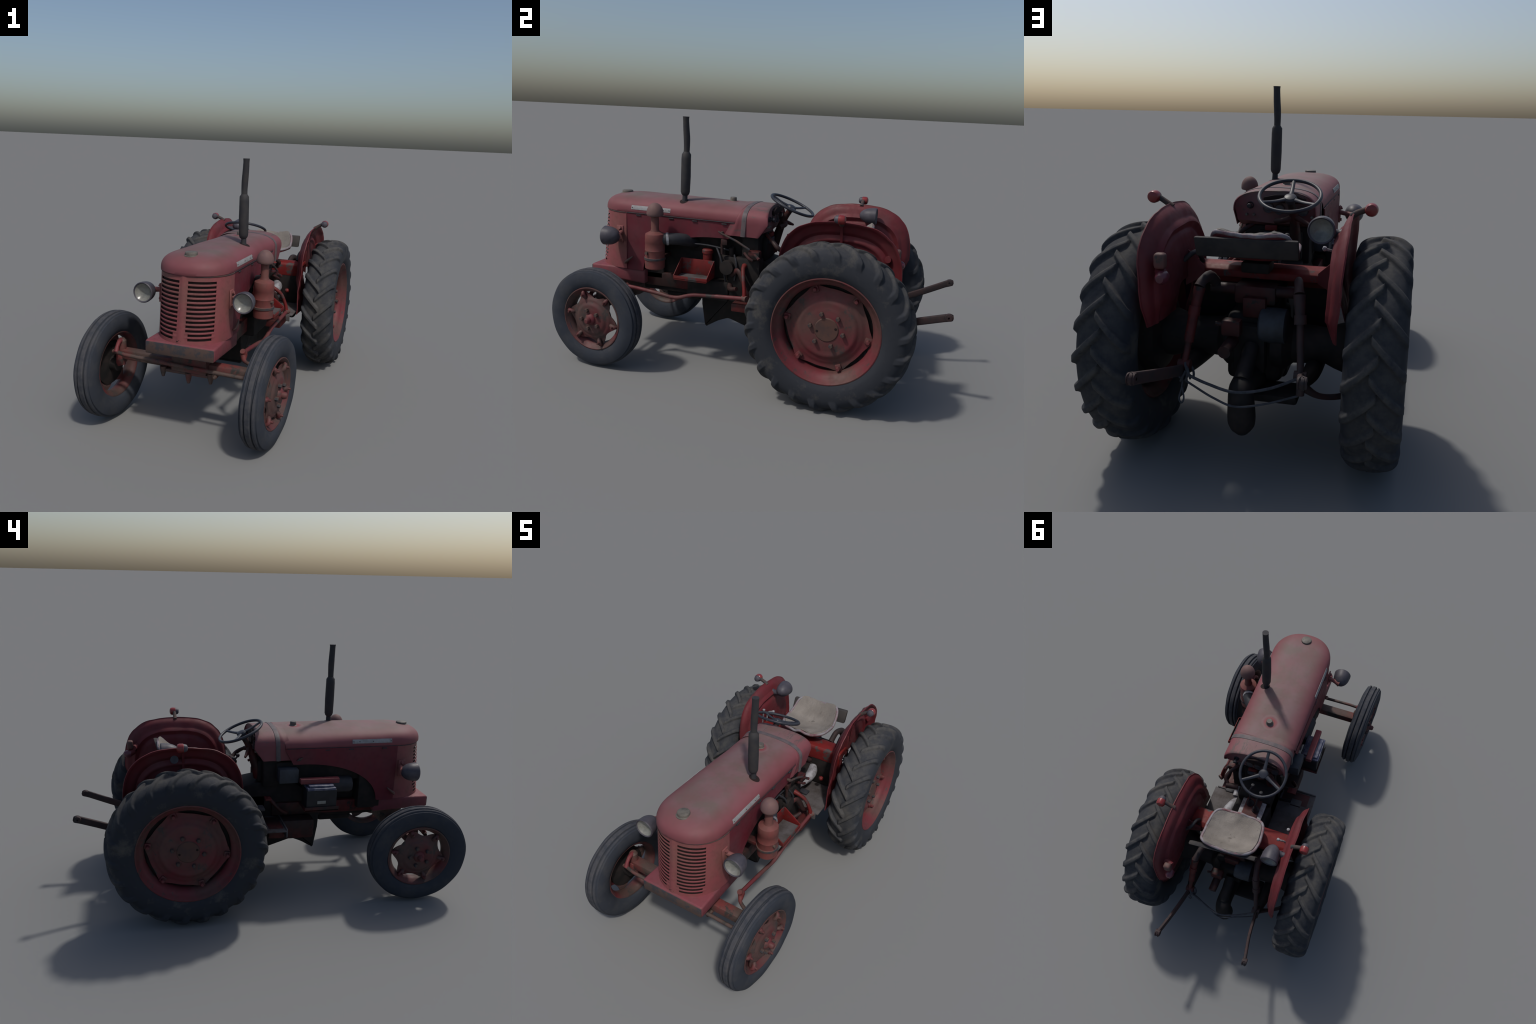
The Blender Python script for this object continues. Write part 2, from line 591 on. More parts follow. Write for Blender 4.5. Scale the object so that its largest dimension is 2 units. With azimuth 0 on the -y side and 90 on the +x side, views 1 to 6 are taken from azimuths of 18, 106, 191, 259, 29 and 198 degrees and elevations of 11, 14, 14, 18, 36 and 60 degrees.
grille = place("radiator_shell", shell(), "grille")
place("slit_backing", grid(lambda a, z: shell_point(a, z, -0.0045), lin(0.05, math.pi - 0.05, 40), lin(GT - 0.002, GB + 0.001, 4)), "dark", grille)  # dark panel added just behind the slits to close them
place("dark_cross", join([box((0.006, -0.8920, 0.4835), (0.030, -0.880, 0.4885), 0.001), box((0.0145, -0.8920, 0.480), (0.0215, -0.880, 0.492), 0.001)]), "dark", grille)  # dark cross set on the shell in place of an emblem hole
place("bonnet_bead", tube([shell_point(a, GT - 0.002, 0.003) for a in lin(0.02, math.pi - 0.02, 60)], 0.0024, 8), "rust", grille)

# ------------------------------------------------------------------ side panels
def side_panel(s):
    def bottom(y):
        if y < -0.590:
            return 0.470
        if y < -0.165:
            t = (y + 0.590) / 0.425
            return 0.470 + 0.222 * (1 - (1 - t) ** 2.1) ** (1 / 2.1)
        return 0.692

    def fn(y, t):
        zt = 0.776
        # slanted rear edge
        yb = y
        zb = bottom(y)
        z = zb + (zt - zb) * t
        yy = yb + (0.045 * t - 0.0) * max(0, (y + 0.30) / 0.18) if y > -0.30 else yb
        x = (HW - 0.003 if s > 0 else HW - 0.001) - 0.003 * (1 - t)
        x += 0.0015 * noise.noise((yy * 12, z * 12, s * 3.0))
        return (CX + s * x, yy, z)
    ys = lin(-0.690, -0.595, 10) + [-0.59 + 0.425 * (1 - math.cos(q)) for q in lin(0.03, math.pi / 2, 36)] + lin(-0.155, -0.118, 6)
    return grid(fn, ys, lin(0, 1, 14), 0.005, flip=s < 0)


for s in (1, -1):
    p = place("side_panel", side_panel(s), "panel")
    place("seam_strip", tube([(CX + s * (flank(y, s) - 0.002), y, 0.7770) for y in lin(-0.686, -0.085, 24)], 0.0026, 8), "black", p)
    for yy in (-0.615, -0.43, -0.30, -0.14):
        place("panel_clip", box((CX + s * flank(yy, s) - 0.006, yy - 0.014, 0.764), (CX + s * flank(yy, s) + 0.001, yy + 0.014, 0.770), 0.002), "black", p)
    place("panel_latch", tube([(CX + s * 0.176, -0.690, 0.505), (CX + s * 0.186, -0.684, 0.512), (CX + s * 0.188, -0.660, 0.532), (CX + s * 0.184, -0.645, 0.545)], [0.006, 0.008, 0.006, 0.003], 8, 4), "axle", p)
    place("panel_catch", join([tube([(CX + s * 0.150, -0.150, 0.722), (CX + s * (flank(-0.15, s) + 0.012), -0.150, 0.722)], 0.008, 10), tube([(CX + s * (flank(-0.15, s) + 0.012), -0.165, 0.73), (CX + s * (flank(-0.15, s) + 0.012), -0.135, 0.715)], 0.004, 8)]), "rust", p)

# ------------------------------------------------------------------ front bolster and chassis
def bolster_taper(c):
    if c.y > -0.7:
        if c.z < 0.45:
            c.z -= 0.018
        c.x = 0.022 + (c.x - 0.022) * 0.96


bol = place("front_bolster", box((-0.144, -0.900, 0.414), (0.190, -0.585, 0.4765), 0.010, 3, bolster_taper), "bolster")
place("bumper_plate", box((-0.140, -0.9025, 0.4155), (0.187, -0.893, 0.4715), 0.005), "rust", bol)

place("chassis_rail", join([box((0.105, -0.60, 0.385), (0.150, -0.02, 0.462), 0.006), box((-0.100, -0.60, 0.390), (-0.060, -0.02, 0.462), 0.006)]), "engine")
place("engine_block", join([
    box((-0.055, -0.62, 0.355), (0.125, -0.02, 0.60), 0.012),
    box((-0.118, -0.60, 0.585), (0.125, -0.03, 0.70), 0.015),
    box((-0.100, -0.58, 0.69), (0.115, -0.04, 0.745), 0.015),
    box((0.11, -0.34, 0.36), (0.19, -0.11, 0.465), 0.012), box((0.10, -0.12, 0.36), (0.180, 0.05, 0.60), 0.015)]), "grime")
place("engine_front_fill", box((-0.138, -0.63, 0.42), (0.150, -0.49, 0.72), 0.012), "grime")  # filler block added to close the dark space ahead of the engine
place("oil_sump", box((-0.035, -0.50, 0.315), (0.10, -0.30, 0.36), 0.02, 3), "grime")
place("clutch_housing", prism([(-0.300, 0.47), (-0.290, 0.30), (-0.272, 0.185), (-0.262, 0.176), (-0.20, 0.215), (-0.14, 0.24), (0.0, 0.195), (0.14, 0.20), (0.16, 0.30), (0.16, 0.56), (0.05, 0.58), (-0.10, 0.60)], -0.085, 0.105, 0, 0.015), "grime")

# ------------------------------------------------------------------ front axle
ax = place("front_axle", join([
    box((-0.370, -0.757, 0.298), (0.370, -0.702, 0.346), 0.008, 2, lambda c: setattr(c, "y", c.y - 0.014 * (c.x + 0.37) / 0.74 + 0.007)),
    box((-0.12, -0.775, 0.283), (0.15, -0.700, 0.300), 0.006),
    box((-0.07, -0.79, 0.300), (0.11, -0.66, 0.400), 0.012)], 40), "axle")
for px in (-0.115, 0.015, 0.125):
    place("axle_bolt", lathe([(0, -0.04), (0.007, -0.038), (0.012, -0.02), (0.016, 0), (0.016, 0.012)], 12, "Z", (px, -0.77, 0.292 - (0.008 if px == 0.015 else -0.006))), "axle", ax)
place("tie_rod", tube([(-0.372, -0.790, 0.350), (-0.30, -0.800, 0.345), (0.0, -0.806, 0.338), (0.30, -0.812, 0.332), (0.366, -0.815, 0.330)], 0.0095, 10), "axle")
for s, ey in ((1, -0.742), (-1, -0.727)):
    x = s * 0.362
    k = place("king_pin", join([
        lathe([(0, 0.396), (0.014, 0.396), (0.022, 0.386), (0.024, 0.30), (0.020, 0.265), (0, 0.262)], 20, "Z", (x, ey, 0)),
        tube([(x, ey, 0.285), (x + s * 0.05, ey, 0.262)], 0.026, 14),
        box((x - 0.018, ey - 0.03, 0.27), (x + 0.018, ey + 0.03, 0.335), 0.008)], 40), "axle")
    place("steering_arm", tube([(x, ey, 0.384), (x - s * 0.004, ey - 0.03, 0.388), (x - s * 0.008, ey - 0.055, 0.372), (x - s * 0.01, ey - 0.068, 0.35)], [0.013, 0.011, 0.010, 0.013], 10, 4), "red", k)

# drag link on the +x side
place("drag_link", tube([(0.243, -0.650, 0.392), (0.247, -0.58, 0.388), (0.252, -0.46, 0.377), (0.255, -0.40, 0.370), (0.258, -0.35, 0.374), (0.262, -0.28, 0.398), (0.265, -0.21, 0.406), (0.267, -0.10, 0.412), (0.269, 0.005, 0.418)], 0.0105, 10, 5), "wheelred")
place("drag_link_joint", join([
    tube([(0.240, -0.668, 0.402), (0.242, -0.655, 0.385), (0.246, -0.665, 0.368)], [0.013, 0.018, 0.014], 12, 4),
    tube([(0.246, -0.665, 0.368), (0.262, -0.690, 0.362), (0.33, -0.725, 0.352)], [0.014, 0.009, 0.011], 10, 4),
    tube([(0.262, -0.005, 0.418), (0.276, 0.02, 0.419)], 0.016, 12)]), "axle")
place("steering_drop_arm", tube([(0.268, 0.005, 0.420), (0.262, 0.0, 0.46), (0.240, -0.015, 0.52), (0.205, -0.028, 0.552), (0.175, -0.03, 0.560)], [0.012, 0.010, 0.010, 0.011, 0.016], 10, 5), "bright")

# ------------------------------------------------------------------ headlamps
def lamp_shell(r, d):
    prof = [(0, d)] + [(r * math.sin(t), d * math.cos(t)) for t in lin(0.2, math.pi / 2, 12)]
    prof += [(r * 1.03, -0.010), (r * 1.03, -0.018), (r * 0.96, -0.022), (r * 0.86, -0.018)]
    return lathe(prof, 36, "Y")


def lamp_lens(r):
    return lathe([(0, 0.008), (r * 0.35, 0.004), (r * 0.6, -0.003), (r * 0.8, -0.012), (r * 0.9, -0.018)], 36, "Y")


SH, LE = lamp_shell(0.0480, 0.064), lamp_lens(0.0475)
for at, s in (((0.266, -0.750, 0.660), 1), ((-0.225, -0.754, 0.652), -1)):
    h = place("headlamp", SH, "lampshell", None, Matrix.Translation(at))
    place("headlamp_lens", LE, "lens", h)
    bx = CX + s * 0.170
    b = join([tube([(at[0], at[1] + 0.055, at[2]), (at[0] - s * 0.03, -0.705, at[2] + 0.004), (bx + s * 0.006, -0.712, at[2] + 0.010)], [0.020, 0.013, 0.012], 10, 4),
              box((bx - 0.004 + s * 0.004, -0.742, at[2] - 0.045), (bx + 0.004 + s * 0.004, -0.702, at[2] + 0.045), 0.004),
              tube([(bx + s * 0.006, -0.722, at[2] + 0.030), (bx + s * 0.016, -0.722, at[2] + 0.034)], 0.009, 8),
              tube([(bx + s * 0.006, -0.722, at[2] - 0.030), (bx + s * 0.015, -0.722, at[2] - 0.030)], 0.008, 8)])
    place("headlamp_bracket", b, "grille", h, Matrix.Translation([-c for c in at]))

# ------------------------------------------------------------------ exhaust
ex = place("exhaust_muffler", tube([(0.127, -0.384, 0.883), (0.126, -0.384, 0.890), (0.125, -0.384, 0.902), (0.123, -0.383, 0.98), (0.122, -0.383, 1.07), (0.121, -0.382, 1.092), (0.121, -0.382, 1.105)], [0.014, 0.020, 0.0235, 0.0250, 0.0242, 0.0235, 0.0150], 28), "exhaust")
place("exhaust_pipe", tube([(0.121, -0.382, 1.098), (0.120, -0.381, 1.13), (0.121, -0.381, 1.17), (0.124, -0.383, 1.215), (0.126, -0.385, 1.262), (0.126, -0.385, 1.279)], [0.0150, 0.0155, 0.0165, 0.0160, 0.0152, 0.0165], 20, 4), "exhaust", ex)
place("exhaust_neck", join([tube([(0.129, -0.386, 0.835), (0.128, -0.385, 0.850), (0.127, -0.384, 0.890)], [0.021, 0.0145, 0.0125], 20, 3),
                            ]), "exhaust", ex)


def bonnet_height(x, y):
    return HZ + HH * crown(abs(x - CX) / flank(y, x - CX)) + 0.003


place("exhaust_hole_patch", grid(lambda a, k: (lambda x, y: (x, y, bonnet_height(x, y) + 0.001))(0.134 + 0.027 * k * math.cos(a), -0.386 + 0.021 * k * math.sin(a)), lin(0, TAU, 33), lin(0.05, 1, 6)), "dark", ex)  # dark patch laid over the bonnet; no hole is cut

# ------------------------------------------------------------------ air cleaner
AC = (0.274, -0.480, 0.0)
ac = place("air_cleaner", lathe([(0, 0.519), (0.044, 0.519), (0.049, 0.524), (0.050, 0.565), (0.0525, 0.568), (0.0525, 0.576), (0.0495, 0.579), (0.0495, 0.613), (0.0505, 0.615), (0.0495, 0.617), (0.0495, 0.655), (0.0500, 0.656), (0.0495, 0.692), (0.047, 0.699), (0.024, 0.711), (0.0195, 0.722), (0.0195, 0.795), (0.012, 0.797)], 40, "Z", AC), "cleaner")
place("air_intake_cap", lathe([(0.018, 0.790), (0.030, 0.788), (0.039, 0.791), (0.0418, 0.797)] + [(0.0420 * math.cos(t), 0.803 + 0.0520 * math.sin(t)) for t in lin(0.0, math.pi / 2, 14)], 36, "Z", AC), "mushroom", ac)
place("air_cleaner_clip", join([tube([(0.318, -0.500, 0.605), (0.330, -0.502, 0.605)], 0.008, 10), box((0.222, -0.492, 0.58), (0.232, -0.468, 0.68), 0.003)]), "axle", ac)
place("air_cleaner_band", lathe([(0.0505, 0.566), (0.0540, 0.567), (0.0540, 0.577), (0.0505, 0.578)], 40, "Z", AC), "rust", ac)
place("air_hose", tube([(0.262, -0.445, 0.672), (0.245, -0.405, 0.674), (0.215, -0.365, 0.670), (0.165, -0.335, 0.655), (0.12, -0.32, 0.64)], [0.029, 0.030, 0.031, 0.030, 0.028], 18, 5), "black", ac)
place("hose_clamp", tube([(0.2555, -0.427, 0.673), (0.2500, -0.416, 0.674)], 0.0325, 24), "silver", ac)
place("air_cleaner_bracket", box((0.10, -0.50, 0.555), (0.235, -0.46, 0.575), 0.004), "engine", ac)

# ------------------------------------------------------------------ engine furniture, +x side
def tray():
    x0, x1, y0, y1, zb = 0.196, 0.302, -0.362, -0.188, 0.484
    t = 0.004
    parts = [box((x0, y0, zb), (x1, y1, zb + t), 0.001),
             box((x0, y0, zb + t), (x0 + t, y1, 0.572), 0.001),
             box((x1 - t, y0, zb - 0.004), (x1, y1, zb + 0.018), 0.001)]
    for y in (y0 - t, y1):
        parts.append(prism([(x0, zb), (x1, zb), (x1, zb + 0.018), (x0 + 0.012, 0.572), (x0, 0.572)], y, y + t, 1, 0.0008))
    return join(parts)


place("tool_tray", tray(), "bright")
place("tray_floor_dust", box((0.201, -0.361, 0.4885), (0.297, -0.189, 0.4905), 0.0005), "foot")
place("oil_filter", join([lathe([(0, 0.500), (0.024, 0.50), (0.026, 0.51), (0.024, 0.60), (0.029, 0.602), (0.029, 0.618), (0.022, 0.624), (0, 0.626)], 24, "Z", (0.160, -0.238, 0))]), "bright")
place("injection_pump", join([box((0.11, -0.17, 0.52), (0.175, -0.07, 0.60), 0.010), lathe([(0, 0), (0.034, 0), (0.038, 0.008), (0.036, 0.05), (0, 0.052)], 24, "X", (0.155, -0.12, 0.545)),
                              tube([(0.15, -0.15, 0.60), (0.155, -0.15, 0.68), (0.13, -0.15, 0.70)], 0.010, 10, 4), tube([(0.15, -0.11, 0.60), (0.16, -0.11, 0.645)], 0.014, 12)]), "grime")
place("fuel_pipe", join([tube([(0.165, -0.19, 0.64), (0.19, -0.16, 0.60), (0.19, -0.14, 0.54), (0.175, -0.13, 0.46), (0.15, -0.12, 0.40)], 0.005, 8, 5),
                         tube([(0.17, -0.09, 0.61), (0.19, -0.07, 0.56), (0.185, -0.08, 0.48)], 0.005, 8, 5),
                         tube([(0.15, -0.58, 0.63), (0.17, -0.40, 0.64), (0.17, -0.25, 0.645), (0.165, -0.12, 0.63)], 0.005, 8, 5)]), "black")
place("throttle_link", join([tube([(0.19, -0.150, 0.662), (0.19, -0.148, 0.612)], 0.008, 10), box((0.178, -0.155, 0.66), (0.20, -0.12, 0.69), 0.004)]), "engine")
place("brake_rod", tube([(0.205, -0.155, 0.722), (0.205, -0.07, 0.690), (0.203, 0.0, 0.652)], 0.0055, 8), "rust")
place("pedal_arm", join([tube([(0.18, -0.10, 0.505), (0.20, -0.06, 0.535), (0.215, -0.03, 0.50), (0.225, 0.0, 0.44), (0.235, 0.04, 0.42)], [0.014, 0.015, 0.014, 0.013, 0.012], 10, 5, flat=(1.0, 0.6)),
                         tube([(0.17, -0.11, 0.45), (0.21, -0.09, 0.44), (0.235, -0.05, 0.452)], [0.016, 0.014, 0.010], 10, 4)]), "engine")
place("control_bracket", join([box((0.155, -0.01, 0.60), (0.20, 0.05, 0.645), 0.006), tube([(0.19, 0.02, 0.632), (0.215, 0.055, 0.610)], 0.008, 8), tube([(0.19, -0.03, 0.63), (0.21, 0.0, 0.61), (0.21, 0.02, 0.60)], 0.007, 8, 3)]), "engine")

# ------------------------------------------------------------------ engine furniture, -x side
bat = place("battery", box((-0.252, -0.332, 0.478), (-0.150, -0.168, 0.582), 0.006), "battery")
place("battery_lid", join([box((-0.255, -0.325, 0.580), (-0.150, -0.172, 0.594), 0.004), box((-0.246, -0.315, 0.594), (-0.160, -0.182, 0.606), 0.004)]), "batterylid", bat)
place("battery_label", join([box((-0.2535, -0.272, 0.507), (-0.251, -0.226, 0.524), 0.0005)]), "lens", bat)
place("battery_tray", join([box((-0.258, -0.342, 0.468), (-0.13, -0.160, 0.478), 0.003), box((-0.258, -0.342, 0.47), (-0.255, -0.160, 0.492), 0.001)]), "engine", bat)
place("battery_rail", box((-0.222, -0.352, 0.606), (-0.188, -0.142, 0.634), 0.005), "red")
place("regulator_box", box((-0.180, -0.142, 0.600), (-0.11, -0.038, 0.676), 0.006), "greybox")
place("dynamo", join([lathe([(0, -0.45), (0.040, -0.45), (0.045, -0.44), (0.045, -0.30), (0.036, -0.29), (0, -0.288)], 28, "Y", (-0.118, 0, 0.565))]), "black")

# ------------------------------------------------------------------ cowl and dashboard
def cowl():
    def sect(u, y):
        # u from -1 (low -x) to 1 (low +x): side drop, shoulder, crown
        hw = HW + 0.004
        if abs(u) > 0.72:
            t = (abs(u) - 0.72) / 0.28
            x, z = hw - 0.004 * t, HZ - 0.068 * t
        else:
            r = math.sin(math.pi / 2 * abs(u) / 0.72) ** 0.75
            x, z = hw * r, HZ + HH * crown(r)
        return math.copysign(x, u) * (1.0 if u > 0 else 0.895), z

    def fn(u, k):
        y, grow = k
        x, z = sect(u, y)
        yy = y
        if y > 0.0:
            low = max(0.0, (abs(u) - 0.72) / 0.28)
            yy = y - 0.045 * low * (y / 0.085) - 0.020 * max(0.0, 1 - abs(u) / 0.72) * (y / 0.085)
        fr = max(0, (0.03 - y) / 0.1)
        yy -= 0.055 * abs(u) ** 3 * min(1, fr) if y < 0.03 else 0
        return (CX + x * (1 + grow), yy, HZ + (z - HZ) * (1 + grow * 0.7))
    ks = [(-0.085, -0.020), (-0.064, -0.010), (-0.060, 0.004), (-0.050, 0.008), (-0.047, 0.002), (-0.021, 0.002), (-0.018, 0.008), (-0.010, 0.006), (0.02, 0.002), (0.05, 0.006), (0.075, 0.008), (0.086, -0.005), (0.088, -0.03)]
    return grid(fn, lin(-1, 1, 81), ks, 0.0, angle=50, flip=True)


me = cowl()
cw = place("cowl", me, "cowl")


def cowl_band():
    def fn(u, k):
        y, grow = k
        r = math.copysign(math.sin(math.pi / 2 * min(1, abs(u) / 0.72)) ** 0.75, u)
        z = HZ + HH * crown(abs(r)) if abs(u) < 0.72 else HZ - 0.066 * (abs(u) - 0.72) / 0.28
        x = (HW + 0.004) * r * (1.0 if u > 0 else 0.895)
        return (CX + x * (1 + grow) , y - 0.006 * abs(u) ** 3, HZ + (z - HZ) * (1 + grow * 1.2))
    return grid(fn, lin(-1, 1, 81), [(-0.046, 0.0), (-0.0455, 0.022), (-0.040, 0.026), (-0.034, 0.027), (-0.028, 0.026), (-0.0225, 0.022), (-0.022, 0.0)], 0, angle=40, flip=True)


place("cowl_strap", cowl_band(), "band", cw)


def dash():
    """rear face of the cowl; a dark plate stands in for its recess"""
    v, f = [], []
    pts = []
    for k in lin(0, 1, 61):
        r = -1 + 2 * k
        rr = math.copysign(math.sin(math.pi / 2 * abs(r)) ** 0.8, r)
        pts.append((rr, HZ + (HH - 0.003) * crown(abs(rr))))
    for rr, z in pts:
        x = CX + (HW - 0.002) * rr * (1.0 if rr > 0 else 0.895)
        v.append((x, 0.080 - 0.018 * (1 - abs(rr)), z))
        v.append((x * 0.985 + CX * 0.015, 0.072, (z + HZ - 0.02) / 2))
        v.append((x * 0.97, 0.060, HZ - 0.055 + 0.012 * abs(rr)))
        v.append((x * 0.93, 0.020, HZ - 0.070))
    n = len(pts)
    for i in range(n - 1):
        for j in range(3):
            f.append([i * 4 + j, i * 4 + j + 1, (i + 1) * 4 + j + 1, (i + 1) * 4 + j])
    return mesh(v, f)


d = place("dashboard", dash(), "cowl")
place("recess_plate", prism([(-0.095, 0.835), (-0.05, 0.846), (0.03, 0.846), (0.075, 0.835), (0.075, 0.815), (-0.095, 0.815)], 0.070, 0.0845, 1, 0.002), "dark", d)  # dark plate on the dashboard standing in for a recess
for gx, gz in ((0.055, 0.795), (0.010, 0.790), (-0.085, 0.788)):
    g = join([lathe([(0.017, 0), (0.021, 0.003), (0.021, -0.012)], 24, "Y")])
    o = place("gauge_bezel", g, "rust", d, Matrix.Translation((gx, 0.0835, gz)))
    place("gauge_glass", lathe([(0, 0.001), (0.018, 0.0)], 24, "Y"), "dial", o)
place("starter_knob", lathe([(0, 0.02), (0.008, 0.018), (0.010, 0.010), (0.005, 0.008), (0.005, -0.02), (0.014, -0.004), (0.014, -0.02)], 16, "Y", (0.130, 0.084, 0.800)), "black", d)
for kx in (0.115, 0.145, -0.120):
    place("dash_screw", lathe([(0, 0.005), (0.005, 0.004), (0.006, -0.01)], 10, "Y", (kx, 0.079, 0.762)), "capmetal", d)
place("firewall", join([box((-0.110, -0.055, 0.56), (0.165, 0.035, 0.715), 0.012), box((-0.08, 0.02, 0.58), (0.10, 0.06, 0.70), 0.01)]), "grime")
place("fuse_box", box((0.010, 0.058, 0.665), (0.075, 0.075, 0.695), 0.004), "greybox")
place("warning_plate", box((0.020, 0.058, 0.700), (0.070, 0.073, 0.722), 0.003), "bright")

# ------------------------------------------------------------------ steering
SC = Vector((-0.044, 0.144, 0.850))
SN = Vector((-0.02, 0.387, 0.922)).normalized()
SM = Matrix.Translation(SC) @ SN.to_track_quat("Z", "Y").to_matrix().to_4x4()
R = 0.118
ring = lathe([(R + 0.0075 * math.cos(t), 0.0075 * math.sin(t)) for t in lin(0, TAU, 13)], 72, "Z", (0, 0, 0.006))
sw = place("steering_wheel", ring, "wheelblack", None, SM)
for a in (90, 210, 330):
    t = math.radians(a)
    place("steering_spoke", tube([(0.015 * math.cos(t), 0.015 * math.sin(t), -0.006), (0.06 * math.cos(t), 0.06 * math.sin(t), -0.004), (R * math.cos(t), R * math.sin(t), 0.006)], [0.010, 0.0075, 0.0075], 10, 4, flat=(0.7, 1.1)), "wheelblack", sw)
place("steering_hub", lathe([(0, 0.006), (0.010, 0.006), (0.022, 0.002), (0.026, -0.006), (0.022, -0.018), (0.016, -0.028)], 28, "Z"), "wheelblack", sw)
place("steering_column", tube([SC - SN * 0.02, (-0.05, 0.105, 0.78), (-0.055, 0.075, 0.70), (-0.05, 0.05, 0.60)], [0.015, 0.017, 0.022, 0.024], 14, 4), "engine", None)
place("column_bracket", join([tube([(-0.05, 0.095, 0.765), (-0.02, 0.12, 0.755), (0.02, 0.10, 0.745)], 0.012, 10, 4), tube([(-0.05, 0.10, 0.77), (-0.10, 0.12, 0.75), (-0.13, 0.135, 0.738)], [0.012, 0.010, 0.006], 10, 4)]), "engine")
place("throttle_lever", join([tube([(0.12, 0.06, 0.72), (0.155, 0.10, 0.70), (0.175, 0.135, 0.672), (0.155, 0.16, 0.650)], [0.008, 0.010, 0.012, 0.010], 10, 4), tube([(0.10, 0.155, 0.642), (0.165, 0.165, 0.646)], 0.016, 12)]), "engine")

# ------------------------------------------------------------------ gearbox, platform, levers
gb = place("gearbox", join([
    box((-0.085, 0.00, 0.20), (0.115, 0.36, 0.52), 0.02, 3),
    box((-0.06, 0.05, 0.50), (0.075, 0.34, 0.540), 0.015, 3)], 40), "grime")
place("gearbox_lid", prism([(-0.058, 0.10), (0.062, 0.10), (0.07, 0.16), (0.07, 0.33), (-0.065, 0.33), (-0.065, 0.16)], 0.539, 0.550, 2, 0.004), "silver", gb)
place("selector_plate", box((-0.040, 0.15, 0.550), (0.048, 0.27, 0.558), 0.004), "engine", gb)
for gx, gy, lx in ((0.022, 0.185, 0.026), (-0.020, 0.215, -0.030)):
    place("gear_boot", lathe([(0.022, 0.556), (0.020, 0.566), (0.015, 0.572), (0.016, 0.580), (0.010, 0.592), (0.006, 0.604)], 18, "Z", (gx, gy, 0)), "black", gb)
    place("gear_lever", join([tube([(gx, gy, 0.595), (lx, gy - 0.02, 0.67), (lx - 0.012, gy - 0.035, 0.700)], 0.0045, 8, 4), lathe([(0, 0.012), (0.009, 0.008), (0.011, 0), (0.008, -0.009), (0, -0.011)], 14, "Z", (lx - 0.012, gy - 0.035, 0.705))]), "black", gb)
place("silver_casting", join([tube([(0.10, 0.12, 0.47), (0.125, 0.17, 0.475), (0.138, 0.225, 0.485), (0.136, 0.27, 0.495), (0.12, 0.31, 0.50)], [0.016, 0.022, 0.028, 0.030, 0.024], 12, 4), tube([(0.12, 0.07, 0.46), (0.135, 0.09, 0.49), (0.13, 0.14, 0.49)], [0.012, 0.014, 0.016], 10, 4)]), "silver", gb)
place("selector_knob", lathe([(0, 0.014), (0.010, 0.010), (0.014, 0.0), (0.010, -0.010), (0, -0.014)], 16, "X", (0.199, 0.264, 0.475)), "bright", gb)
place("dark_fill_panel", join([box((0.10, 0.322, 0.39), (0.262, 0.330, 0.56), 0.002), box((-0.262, 0.322, 0.395), (-0.10, 0.330, 0.56), 0.002)]), "grime")  # dark panels added to fill the black space below the cross member
place("footplate", join([box((0.09, 0.065, 0.376), (0.288, 0.36, 0.384), 0.002), box((-0.292, -0.060, 0.376), (-0.09, 0.36, 0.384), 0.002),
                         box((-0.290, -0.066, 0.345), (-0.09, -0.058, 0.392), 0.002), box((0.09, 0.058, 0.345), (0.275, 0.066, 0.390), 0.002)]), "foot")
place("step_bracket", join([box((0.12, -0.07, 0.338), (0.255, 0.062, 0.380), 0.006), box((-0.262, -0.055, 0.330), (-0.10, 0.03, 0.386), 0.008), box((-0.165, -0.245, 0.272), (-0.07, -0.03, 0.385), 0.018)]), "engine")
place("clutch_pedal", join([tube([(-0.16, 0.015, 0.52), (-0.175, -0.01, 0.495), (-0.17, -0.05, 0.45), (-0.14, -0.09, 0.42)], [0.010, 0.010, 0.010, 0.012], 10, 4), box((-0.19, 0.0, 0.512), (-0.14, 0.035, 0.524), 0.004)]), "engine")
place("brake_pedal", join([tube([(-0.10, 0.03, 0.40), (-0.15, 0.05, 0.45), (-0.20, 0.06, 0.48)], 0.009, 8, 3), box((-0.235, 0.045, 0.475), (-0.175, 0.085, 0.490), 0.004),
                           tube([(0.10, 0.08, 0.40), (0.14, 0.09, 0.45), (0.17, 0.10, 0.47)], 0.009, 8, 3), box((0.15, 0.08, 0.468), (0.20, 0.12, 0.482), 0.004)]), "black")

# ------------------------------------------------------------------ rear transmission, axle
place("transmission_case", join([
    box((-0.095, 0.33, 0.255), (0.10, 0.518, 0.50), 0.025, 3),
    box((-0.080, 0.34, 0.48), (0.085, 0.46, 0.59), 0.02, 3),
    box((-0.045, 0.49, 0.30), (0.065, 0.555, 0.47), 0.012),
    box((-0.035, 0.30, 0.185), (0.085, 0.48, 0.28), 0.02, 3)], 40), "grime")
for s in (1, -1):
    place("axle_tube", lathe([(0.095, 0.06), (0.095, 0.10), (0.070, 0.13), (0.062, 0.24), (0.075, 0.27), (0.085, 0.30), (0.085, 0.335), (0, 0.336)], 32, "X", (0, 0, 0)), "grime", None,
          Matrix.Translation((0, 0.455, 0.388)) @ Matrix.Rotation(0 if s > 0 else math.pi, 4, "Z"))
place("cross_member", prism([(0.322, 0.552), (0.322, 0.622), (0.330, 0.634), (0.37, 0.640), (0.41, 0.638), (0.432, 0.625), (0.436, 0.600), (0.430, 0.600), (0.425, 0.618), (0.34, 0.618), (0.336, 0.552)], -0.274, 0.274, 0, 0.004), "bright")
place("lift_shaft", join([tube([(-0.16, 0.485, 0.575), (0.16, 0.485, 0.575)], 0.019, 16), box((-0.07, 0.44, 0.53), (0.075, 0.51, 0.595), 0.01)]), "engine_shaded")
